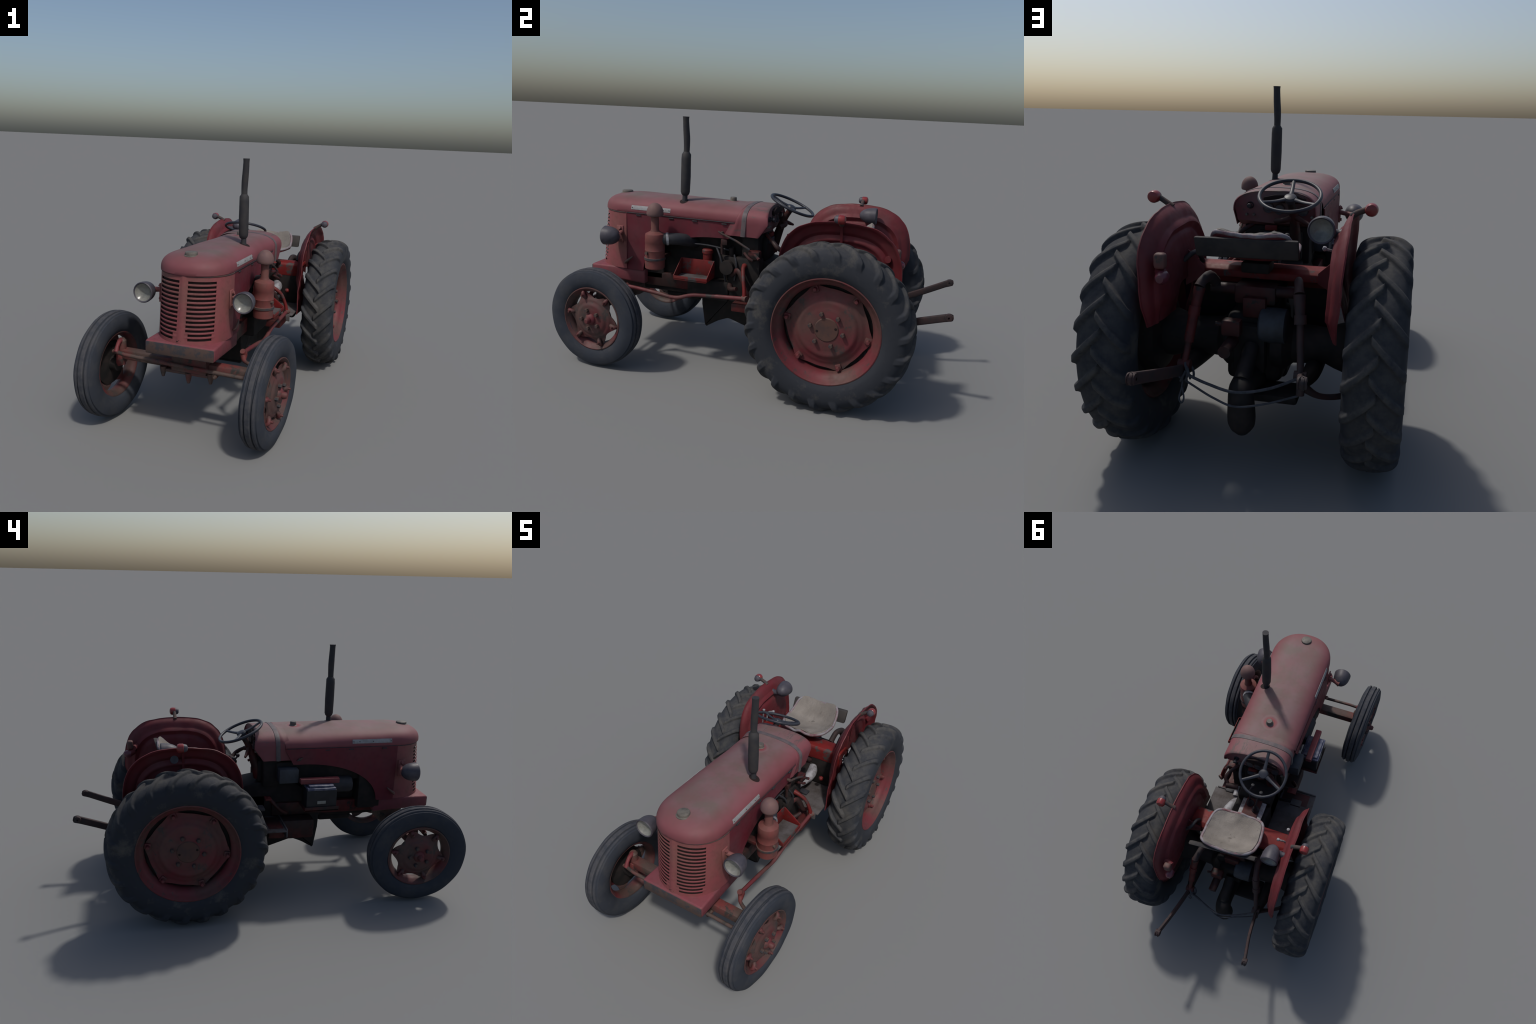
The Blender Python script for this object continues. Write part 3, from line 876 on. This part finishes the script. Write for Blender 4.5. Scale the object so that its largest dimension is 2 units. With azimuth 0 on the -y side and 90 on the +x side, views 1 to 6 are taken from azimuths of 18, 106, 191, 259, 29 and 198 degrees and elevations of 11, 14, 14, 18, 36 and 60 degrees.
for s in (1, -1):
    place("lift_arm", tube([(s * 0.145, 0.48, 0.590), (s * 0.150, 0.535, 0.628), (s * 0.160, 0.585, 0.622), (s * 0.164, 0.600, 0.608)], [0.020, 0.019, 0.018, 0.022], 12, 4, flat=(1, 0.8)), "linkrust")
    lx = s * 0.188
    rod = join([tube([(s * 0.164, 0.598, 0.606), (s * 0.172, 0.625, 0.54)], [0.020, 0.016], 12),
                tube([(s * 0.172, 0.622, 0.548), (s * 0.175, 0.632, 0.52)], 0.020, 12),
                tube([(s * 0.174, 0.630, 0.53), (s * 0.182, 0.662, 0.44)], 0.0165 if s > 0 else 0.012, 12),
                tube([(s * 0.182, 0.660, 0.445), (lx, 0.686, 0.375)], 0.0115, 10),
                tube([(lx - 0.02, 0.686, 0.372), (lx + 0.02, 0.686, 0.372)], 0.016, 12)])
    place("lift_rod", rod, "engine" if s > 0 else "linkrust")


def bar(pts, w, h):
    """flat steel bar along points, w thick (x), h tall (z)"""
    q = spline(pts, 8)
    v, f = [], []
    n = len(q)
    for i, p in enumerate(q):
        t = i / (n - 1)
        for a in lin(0, TAU, 17)[:-1]:
            v.append((p[0] + w * spow(math.cos(a), 0.5), p[1] + (0.022 * (1 - (math.sin(a)) ** 2) if i == n - 1 else 0), p[2] + h * spow(math.sin(a), 0.5)))
    for i in range(n - 1):
        for k in range(16):
            f.append([i * 16 + k, i * 16 + (k + 1) % 16, (i + 1) * 16 + (k + 1) % 16, (i + 1) * 16 + k])
    f += [list(range(16)), [(n - 1) * 16 + k for k in range(16)]]
    return mesh(v, f, 40)


for s, ez, ex_ in ((1, 0.449, 0.231), (-1, 0.490, -0.238)):
    place("link_forging", tube([(s * 0.205, 0.38, 0.30), (s * 0.205, 0.50, 0.320), (s * 0.203, 0.60, 0.335), (s * 0.194, 0.69, 0.350)], [0.030, 0.032, 0.028, 0.016], 12, 5, flat=(1.0, 0.95)), "grime")
    l = place("lower_link", bar([(s * 0.200, 0.58, 0.330), (s * 0.196, 0.64, 0.340), (s * 0.193, 0.685, 0.352 + (ez - 0.449) * 0.3), (s * 0.208, 0.83, 0.400 + (ez - 0.449) * 0.65), (ex_, 0.974, ez)], 0.008, 0.019), "linkrust")
    place("link_ball", join([lathe([(0.005, -0.013), (0.016, -0.012), (0.019, 0), (0.016, 0.012), (0.005, 0.013)], 20, "X", (ex_, 0.974, ez))]), "linkrust", l)
place("drawbar_hitch", join([
    tube([(0.0, 0.50, 0.27), (0.0, 0.60, 0.30), (0.0, 0.68, 0.31), (-0.005, 0.705, 0.27), (-0.006, 0.700, 0.20), (-0.006, 0.695, 0.165)], [0.045, 0.040, 0.040, 0.043, 0.044, 0.022], 14, 5),
    box((-0.165, 0.48, 0.222), (0.03, 0.600, 0.252), 0.010),
    tube([(0.0, 0.56, 0.40), (0.0, 0.68, 0.33)], 0.028, 12)], 40), "grime")
place("power_take_off", join([tube([(0.058, 0.58, 0.425), (0.062, 0.672, 0.418)], 0.021, 16), box((0.025, 0.575, 0.45), (0.09, 0.615, 0.505), 0.008), tube([(0.07, 0.60, 0.485), (0.11, 0.605, 0.49)], 0.007, 8)]), "engine_shaded")
place("belt_pulley", lathe([(0, -0.115), (0.05, -0.115), (0.058, -0.110), (0.060, -0.07), (0.058, -0.028), (0.05, -0.022), (0, -0.022)], 36, "X", (0, 0.520, 0.468)), "greybox")
place("top_link_bracket", join([box((-0.04, 0.50, 0.49), (0.04, 0.53, 0.56), 0.006), tube([(-0.155, 0.57, 0.56), (-0.178, 0.635, 0.50)], 0.006, 8)]), "engine_shaded")
place("stabiliser_bar", tube([(-0.192, 0.675, 0.335), (-0.24, 0.64, 0.29), (-0.30, 0.60, 0.275), (-0.34, 0.55, 0.275)], [0.016, 0.010, 0.010, 0.010], 10, 5), "linkrust")
place("link_fork", join([tube([(-0.192, 0.690, 0.375), (-0.191, 0.700, 0.315)], [0.015, 0.013], 12)]), "linkrust")
ropes = [tube([(0.178, 0.700, 0.345), (0.10, 0.728, 0.334), (0.0, 0.757, 0.330), (-0.10, 0.732, 0.342), (-0.19, 0.695, 0.372)], 0.0048, 8, 6),
         tube([(0.205, 0.692, 0.330), (0.15, 0.70, 0.305), (0.08, 0.728, 0.288), (0.0, 0.757, 0.282), (-0.09, 0.732, 0.290), (-0.185, 0.70, 0.312)], 0.0036, 8, 6),
         tube([(0.190, 0.695, 0.345), (0.192, 0.705, 0.300), (0.202, 0.705, 0.262), (0.195, 0.705, 0.245), (0.186, 0.705, 0.262), (0.190, 0.705, 0.300)], 0.003, 8, 6)]
for i in range(4):
    ropes.append(tube([(0.180 + 0.012 * math.cos(t + i) + 0.006 * i - 0.01, 0.690 + 0.020 * math.sin(t), 0.358 + 0.024 * math.cos(t) - 0.006 * i) for t in lin(0, TAU, 18)], 0.004, 8, cap=False))
place("tie_rope", join(ropes), "rope")

# ------------------------------------------------------------------ seat
def seat_shape(u, v, lift):
    """u across -1..1, v front(-1)..back(1); dished pan, raised back lip"""
    x = 0.012 + 0.143 * u * (1 - 0.08 * (v > 0) * v) * (1 - 0.07 * max(0, -v))
    y = 0.448 + 0.122 * v * (1 - 0.05 * u * u)
    edge = max(abs(u), abs(v))
    z = 0.676 + 0.030 * abs(u) ** 2.6 + 0.098 * max(0, v) ** 1.9 + 0.010 * max(0, -v) ** 3
    # notch lifted in the middle of the front edge
    z += 0.012 * math.exp(-(u / 0.22) ** 2) * max(0, -v) ** 3
    return x, y, z + lift


def sq(u, v):
    """round the square's corners"""
    k = 5.5
    m = (abs(u) ** k + abs(v) ** k) ** (1 / k)
    e = max(abs(u), abs(v))
    s = 1 if m < 1e-6 else e / m
    return u * s, v * s


def seat_cover():
    def fn(u, v):
        a, b = sq(u, v)
        x, y, z = seat_shape(a, b, 0.020)
        e = max(abs(u), abs(v))
        z += 0.005 * noise.noise((x * 20, y * 20, 1.3)) + 0.003 * noise.noise((x * 48, y * 48, 4.3)) * e * e
        z -= 0.001 * math.exp(-((x - 0.0) ** 2 + (y - 0.40) ** 2) / 0.002)
        return x, y, z
    return grid(fn, lin(-0.93, 0.93, 49), lin(-0.92, 0.97, 49), 0.008, angle=60)


def seat_pan():
    def fn(u, v):
        a, b = sq(u, v)
        x, y, z = seat_shape(a, b, 0.0)
        return x, y, z
    return grid(fn, lin(-1, 1, 41), lin(-1, 1, 41), 0.006, angle=60)


def seat_rim():
    pts = []
    for k in range(96):
        t = TAU * k / 96
        c, s_ = math.cos(t), math.sin(t)
        m = max(abs(c), abs(s_))
        a, b = sq(c / m, s_ / m)
        x, y, z = seat_shape(a, b, 0.004)
        pts.append((x, y, z + 0.005 * noise.noise((x * 30, y * 30, 9))))
    pts.append(pts[0])
    return tube(pts, 0.0075, 10, cap=False)


st = place("seat_pan", seat_pan(), "red")
place("seat_cover", seat_cover(), "seat", st)
place("seat_rim", seat_rim(), "seatrim", st)
place("back_pad", join([box((-0.150, 0.530, 0.700), (0.188, 0.553, 0.770), 0.006, 2, lambda c: setattr(c, "y", c.y + 0.028 * (c.z - 0.70) / 0.07 + 0.012 * c.x / 0.19))]), "pad", st)
place("seat_spring", join([tube([(0.01, 0.36, 0.59), (0.01, 0.34, 0.64), (0.01, 0.38, 0.655), (0.01, 0.46, 0.662)], 0.014, 10, 5, flat=(0.5, 2.0)), box((-0.04, 0.40, 0.630), (0.06, 0.48, 0.668), 0.008)]), "grime", st)
place("seat_bracket", box((0.0, 0.325, 0.595), (0.045, 0.36, 0.640), 0.006), "bright", st)

# ------------------------------------------------------------------ mudguards
def fender(s):
    """pressed plate standing inside the tyre, leaning outwards to a rolled top"""
    yc, zc, ry, rz = 0.463, 0.575, 0.290, 0.277
    n = 2.8

    def outline(a):
        # a 0..pi from the back end over the top to the front end
        c, si = math.cos(a), math.sin(a)
        return yc + ry * spow(c, 2 / n), zc + rz * abs(si) ** (2 / n)

    def fn(a, k):
        y1, z1 = outline(max(0, min(math.pi, a)))
        if a < 0:
            y1, z1 = yc + ry + 0.10 * a, zc + 0.25 * a
        if a > math.pi:
            t = a - math.pi
            y1, z1 = yc - ry - 0.045 * t, zc - 0.24 * t
        y, z = yc + (y1 - yc) * k, 0.50 + (z1 - 0.50) * k
        if a < 0 or a > math.pi:
            z = z1
            y = yc + (y1 - yc) * k
        h = max(0.0, (z - 0.46) / 0.39)
        low = min(1.0, max(0.0, (0.56 - z) / 0.14))
        x = (0.265 + 0.044 * k ** 6 * min(1.0, 0.55 + 0.6 * h)) * (1 - low) + 0.303 * low
        # pressed beads that follow the rim
        for kc, amp, w in ((0.985, 0.009, 0.028), (0.815, -0.009, 0.022), (0.745, 0.007, 0.026)):
            x += amp * math.exp(-((k - kc) / w) ** 2) * (1 if 0 <= a <= math.pi else max(0, 1 - abs(a if a < 0 else a - math.pi) * 2))
        x += 0.005 * noise.noise((y * 9, z * 9, s * 5.0)) + 0.002 * noise.noise((y * 25, z * 25, s * 3.0))
        e = 0.003 * noise.noise((a * 7, s * 2.0, 0.5)) if k > 0.97 else 0
        return s * x, y, z + e
    av = lin(-0.30, 0, 5)[:-1] + lin(0, math.pi, 70) + lin(math.pi, math.pi + 0.85, 12)[1:]
    return grid(fn, av, lin(0.26, 1.0, 48), 0.005, angle=50, flip=s > 0)


for s in (1, -1):
    fd = place("mudguard", fender(s), "fender")
    place("mudguard_strap", grid(lambda t, w: (s * (0.269 + 0.046 * (0.45 + 0.55 * t) ** 6), 0.463 + w, 0.66 + 0.188 * t), lin(0, 1, 12), [-0.006, 0.006], 0.004), "fender", fd)
    top = Vector((s * 0.368, 0.464 if s > 0 else 0.472, 0.875 if s > 0 else 0.868))
    arm = tube([(s * 0.305, top.y, 0.842), (s * 0.325, top.y, 0.856), (top.x - s * 0.012, top.y, top.z)], [0.012, 0.010, 0.010], 10, 4)
    place("marker_lamp_arm", arm, "rust", fd)
    b = place("marker_lamp", lathe([(0.006, -0.022), (0.016, -0.020), (0.0195, -0.010), (0.0195, 0.012)], 24, "Y"), "lampshell", fd, Matrix.Translation(top))
    place("marker_lens", lathe([(0.0185, -0.008), (0.0215, -0.004), (0.0215, 0.014), (0.018, 0.022), (0.008, 0.026), (0, 0.0265)], 24, "Y"), "redlens", b)
    place("marker_bulb_glass", lathe([(0, -0.026), (0.008, -0.0255), (0.015, -0.022), (0.0165, -0.019)], 24, "Y"), "lampshell", b)
    # strut plate to the cross member
    place("mudguard_brace", prism([(s * 0.270, 0.56), (s * 0.270, 0.70), (s * 0.20, 0.636), (s * 0.20, 0.60)], 0.436, 0.442, 1, 0.001), "fender", fd)

# plough lamp on the -x mudguard, tail lamp on the +x one
pl = place("plough_lamp", lamp_shell(0.043, 0.070), "lampshell", None, Matrix.Translation((-0.221, 0.545, 0.808)) @ Matrix.Rotation(math.pi, 4, "Z"))
place("plough_lamp_lens", lamp_lens(0.043), "lens", pl)
place("plough_lamp_bracket", join([tube([(-0.232, 0.505, 0.795), (-0.268, 0.505, 0.788), (-0.290, 0.505, 0.79)], [0.018, 0.016, 0.020], 12, 4)]), "lampshell", pl, (Matrix.Translation((-0.221, 0.545, 0.808)) @ Matrix.Rotation(math.pi, 4, "Z")).inverted())
tl = place("tail_lamp", box((0.230, 0.702, 0.692), (0.266, 0.734, 0.742), 0.010, 3), "axle")
place("tail_lamp_lens", lathe([(0, 0.022), (0.012, 0.018), (0.019, 0.008), (0.021, -0.004), (0.019, -0.02)], 24, "Y", (0.238, 0.735, 0.668)), "taillens", tl)
place("tail_lamp_mount", join([tube([(0.238, 0.70, 0.70), (0.262, 0.69, 0.70), (0.290, 0.68, 0.70)], 0.016, 10, 3), tube([(0.238, 0.728, 0.668), (0.255, 0.70, 0.68)], 0.019, 12)]), "fender", tl)
# control levers beside the seat
place("hydraulic_lever", join([tube([(-0.255, 0.40, 0.64), (-0.25, 0.40, 0.70), (-0.22, 0.405, 0.715)], 0.005, 8, 4), lathe([(0, 0.009), (0.008, 0.005), (0.009, 0), (0.006, -0.007), (0, -0.009)], 14, "X", (-0.215, 0.405, 0.716)),
                               tube([(-0.262, 0.36, 0.65), (-0.25, 0.35, 0.735)], 0.005, 8), lathe([(0, 0.009), (0.008, 0.005), (0.009, 0), (0.006, -0.007), (0, -0.009)], 14, "Z", (-0.249, 0.349, 0.742))]), "silver")
place("hand_brake", tube([(0.22, 0.40, 0.64), (0.225, 0.43, 0.68), (0.235, 0.47, 0.685), (0.262, 0.48, 0.66)], 0.009, 10, 5), "black")


# ------------------------------------------------------------------ wheels
def resample(profile, n):
    p = np.array(profile, float)
    q = np.array(spline([tuple(a) for a in p], 12))
    d = np.r_[0, np.cumsum(np.linalg.norm(np.diff(q, axis=0), axis=1))]
    t = np.linspace(0, d[-1], n)
    return np.c_[np.interp(t, d, q[:, 0]), np.interp(t, d, q[:, 1])], t


def sweep_ring(prof, seg, shape):
    """prof: (axial, radius) list; shape(theta, j) -> outward displacement"""
    p = np.asarray(prof)
    n = len(p)
    tg = np.gradient(p, axis=0)
    nr = np.c_[-tg[:, 1], tg[:, 0]]
    nr /= np.maximum(1e-9, np.linalg.norm(nr, axis=1))[:, None]
    if nr[n // 2, 1] < 0:
        nr = -nr
    th = np.linspace(0, TAU, seg, endpoint=False)
    d = shape(th[:, None], np.arange(n)[None, :])
    a = p[None, :, 0] + d * nr[None, :, 0]
    r = p[None, :, 1] + d * nr[None, :, 1]
    v = np.stack([a, r * np.cos(th)[:, None], r * np.sin(th)[:, None]], -1).reshape(-1, 3)
    f = []
    for i in range(seg):
        i2 = (i + 1) % seg
        for j in range(n):
            j2 = (j + 1) % n
            f.append([i * n + j, i * n + j2, i2 * n + j2, i2 * n + j])
    return mesh(v.tolist(), f, 60)


def sst(e0, e1, x):
    t = np.clip((x - e0) / (e1 - e0), 0, 1)
    return t * t * (3 - 2 * t)


def drive_tyre():
    half = [(0.0, 0.3770), (0.030, 0.3760), (0.056, 0.3695), (0.075, 0.356), (0.0875, 0.333), (0.092, 0.304), (0.090, 0.276), (0.082, 0.256), (0.074, 0.246), (0.062, 0.241)]
    right, t = resample(half, 64)
    prof = np.vstack([np.c_[-right[::-1, 0], right[::-1, 1]], right[1:]])
    u = np.r_[-t[::-1], t[1:]]
    NL_ = 22
    pitch = TAU / NL_

    def shape(th, j):
        uu = u[j]
        out = np.zeros((th.shape[0], uu.shape[1]))
        for s in (1, -1):
            w = uu * s                                    # 0 at crown, grows to this side
            # lug centre line: crown end leads towards the front over the top
            c = -np.where(w < 0.08, w, 0.08 + (w - 0.08) * 0.35) * 1.05 / 0.38 + (0.5 * pitch if s < 0 else 0)
            d = (th - c + pitch / 2) % pitch - pitch / 2
            dist = np.abs(d) * 0.38
            wid = 0.0145 + 0.035 * np.clip(w, 0, 0.10)
            lug = 1 - sst(wid * 0.62, wid * 1.30, dist)
            reach = sst(-0.016, -0.008, w) * (1 - sst(0.078, 0.125, w))
            out = np.maximum(out, lug * reach)
        uneven = 1.0 + 0.10 * np.sin(th * 5 + uu * 30)
        wear = 1.0 + 0.06 * np.sin(th * 3 + 1) + 0.05 * np.sin(th * 7)
        return 0.0140 * out * wear * uneven
    return sweep_ring(prof, 22 * 30, shape)


def steer_tyre():
    half = [(0.0, 0.2560), (0.0095, 0.2558), (0.0120, 0.2530), (0.0145, 0.2455), (0.0180, 0.2455), (0.0205, 0.2520), (0.0230, 0.2540), (0.0310, 0.2530), (0.0340, 0.2490), (0.0365, 0.2440), (0.0400, 0.2450), (0.0425, 0.2425), (0.0480, 0.2240), (0.0500, 0.2060), (0.0480, 0.1870), (0.0420, 0.1700), (0.0340, 0.1580), (0.0300, 0.1500)]
    right, t = resample(half, 70)
    prof = np.vstack([np.c_[-right[::-1, 0], right[::-1, 1]], right[1:]])
    return sweep_ring(prof, 144, lambda th, j: 0.0012 * np.sin(th * 2 + 0.6) * np.ones_like(j * 1.0) + 0.0006 * np.sin(th * 11))


def drive_rim():
    prof = [(0.070, 0.249), (0.0790, 0.248), (0.0800, 0.243), (0.072, 0.237), (0.060, 0.231), (0.052, 0.222), (0.042, 0.210), (0.02, 0.205), (-0.02, 0.205), (-0.040, 0.210), (-0.048, 0.224), (-0.058, 0.231), (-0.067, 0.237), (-0.066, 0.242), (-0.062, 0.244), (-0.05, 0.236), (-0.035, 0.216), (0, 0.211), (0.038, 0.216), (0.056, 0.236)]
    return sweep_ring(prof, 96, lambda th, j: np.zeros((th.shape[0], j.shape[1])))


def steer_rim():
    prof = [(0.036, 0.1660), (0.0420, 0.1655), (0.0430, 0.161), (0.034, 0.153), (0.024, 0.143), (0.012, 0.137), (-0.012, 0.137), (-0.024, 0.143), (-0.030, 0.150), (-0.0355, 0.156), (-0.0345, 0.160), (-0.030, 0.160), (-0.022, 0.149), (0, 0.142), (0.022, 0.149)]
    return sweep_ring(prof, 80, lambda th, j: np.zeros((th.shape[0], j.shape[1])))


def disc(outer, profile, seg=120, thick=0.006):
    """dished plate: outer(theta) radius, profile(r) axial position"""
    def fn(a, k):
        r = outer(a) * k if k > 0.45 else 0.45 * outer(a) * (k / 0.45) + 0
        rr = r
        return (profile(rr), rr * math.cos(a), rr * math.sin(a))
    return grid(fn, lin(0, TAU, seg + 1), lin(0.02, 1, 28), thick, angle=50, flip=True)


A0 = math.radians(110)


def drive_outer(a):
    # six-cornered plate whose corners bolt to the rim
    d = (a - A0 + math.pi / 6) % (math.pi / 3) - math.pi / 6
    return min(0.2055, 0.186 + 0.0195 * math.exp(-(d / 0.20) ** 2))


def drive_dish(r):
    pts = [(0, 0.046), (0.062, 0.046), (0.088, 0.044), (0.105, 0.042), (0.125, 0.042), (0.150, 0.030), (0.175, 0.022), (0.21, 0.022)]
    for (a, x), (b, y) in zip(pts, pts[1:]):
        if r <= b:
            t = (r - a) / (b - a)
            t = t * t * (3 - 2 * t)
            return x + (y - x) * t
    return 0.022


def steer_outer(a):
    d = (a - A0 + math.pi / 6) % (math.pi / 3) - math.pi / 6
    t = math.exp(-(d / 0.27) ** 2)
    return 0.110 + 0.031 * t


def steer_dish(r):
    pts = [(0, 0.044), (0.045, 0.044), (0.070, 0.042), (0.095, 0.032), (0.12, 0.022), (0.15, 0.022)]
    for (a, x), (b, y) in zip(pts, pts[1:]):
        if r <= b:
            t = (r - a) / (b - a)
            return x + (y - x) * t * t * (3 - 2 * t)
    return 0.022


DT, DR, DD = drive_tyre(), drive_rim(), disc(drive_outer, drive_dish)
ST, SR, SD = steer_tyre(), steer_rim(), disc(steer_outer, steer_dish)
for mm, key in ((DT, "rubberbig"), (DR, "wheelred"), (DD, "wheelred"), (ST, "rubber"), (SR, "steerred"), (SD, "steerred")):
    mm.materials.append(M[key])
NUT = hexnut(0.0105, 0.016, (0, 0, 0))
NUT.materials.append(M["rust"])
CLAMP = join([box((-0.012, -0.014, -0.016), (0.008, 0.014, 0.016), 0.004), hexnut(0.010, 0.022, (0.006, 0, 0))])
CLAMP.materials.append(M["wheelred"])
CLAW = join([tube([(0.000, 0, -0.022), (0.010, 0, -0.008), (0.012, 0, 0.008), (0.004, 0, 0.018)], [0.008, 0.011, 0.011, 0.008], 10, 4), tube([(0.010, 0, 0.0), (0.034, 0, 0.002)], [0.008, 0.005], 8)])
CLAW.materials.append(M["steerred"])
HUBD = join([lathe([(0, 0.050), (0.052, 0.050), (0.056, 0.046)], 40, "X"), ])
HUBD.materials.append(M["hubbrown"])
HUBS = lathe([(0, 0.082), (0.010, 0.081), (0.015, 0.074), (0.016, 0.058), (0.024, 0.054), (0.030, 0.046), (0.033, 0.026)], 28, "X")
HUBS.materials.append(M["wheelred"])
HOLE_SPOT = lathe([(0, 0.051), (0.006, 0.051), (0.006, 0.045)], 14, "X")  # dark stud standing in for a hole in the hub plate
HOLE_SPOT.materials.append(M["dark"])
DRUM_BACK = lathe([(0, 0.004), (0.202, 0.002), (0.204, -0.006), (0.15, -0.02), (0.135, -0.07), (0.10, -0.085), (0, -0.085)], 40, "X")  # drum shape whose wide dark face is added to close the disc gaps
DRUM_BACK.materials.append(M["grime"])
BACK = lathe([(0.020, 0.026), (0.106, 0.018), (0.107, 0.012), (0.08, 0.006), (0.040, 0.0), (0.035, -0.03), (0, -0.032)], 32, "X")  # hub with a dark plate added behind the disc to close its holes
BACK.materials.append(M["grime"])

wheels = [("steer", (0.400, -0.746, 0.2600), 0.2570, -0.085, 0.015, 1, 0.005), ("steer", (-0.404, -0.732, 0.2660), 0.2600, -0.075, -0.025, -1, 0.0),
          ("drive", (0.420, 0.454, 0.3885), 0.3885, 0.0, -0.010, 1, -0.010), ("drive", (-0.417, 0.459, 0.3870), 0.3870, -0.015, -0.004, -1, 0.0)]
for kind, at, rad, yaw, cam, s, disc_out in wheels:
    flip = Matrix.Identity(4) if s > 0 else Matrix.Rotation(math.pi, 4, "Z")
    Mw = Matrix.Translation(at) @ Matrix.Rotation(yaw, 4, "Z") @ Matrix.Rotation(cam, 4, "Y") @ flip @ Matrix.Translation((disc_out, 0, 0))
    sc = rad / (0.257 if kind == "steer" else 0.390)
    w = place("wheel", DD if kind == "drive" else SD, None, None, Mw)
    place("tyre", DT if kind == "drive" else ST, None, w, Matrix.Translation((-disc_out, 0, 0)) @ flip.inverted() @ Matrix.Scale(sc, 4))
    place("rim", DR if kind == "drive" else SR, None, w, Matrix.Translation((-disc_out, 0, 0)))
    if kind == "drive":
        place("hub_plate", HUBD, None, w)
        place("drum_backing", DRUM_BACK, None, w)
        for k in range(6):
            a = A0 + k * math.pi / 3
            place("rim_clamp", CLAMP, None, w, Matrix.Translation((0.024, 0.190 * math.cos(a), 0.190 * math.sin(a))) @ Matrix.Rotation(a - math.pi / 2, 4, "X"))
            b = A0 + k * math.pi / 3
            place("wheel_nut", NUT, None, w, Matrix.Translation((0.045, 0.076 * math.cos(b), 0.076 * math.sin(b))))
        for a in (0.23, 0.23 + math.pi):
            place("hub_hole_spot", HOLE_SPOT, None, w, Matrix.Translation((0.0, 0.043 * math.cos(a), 0.043 * math.sin(a))))
    else:
        place("hub_cap", HUBS, None, w)
        place("hub_backing", BACK, None, w)
        for k in range(6):
            a = A0 + k * math.pi / 3
            place("rim_claw", CLAW, None, w, Matrix.Translation((0.020, 0.128 * math.cos(a), 0.128 * math.sin(a))) @ Matrix.Rotation(a - math.pi / 2, 4, "X"))
        for k in range(5):
            b = A0 + k * TAU / 5
            place("wheel_nut", NUT, None, w, Matrix.Translation((0.042, 0.050 * math.cos(b), 0.050 * math.sin(b))))
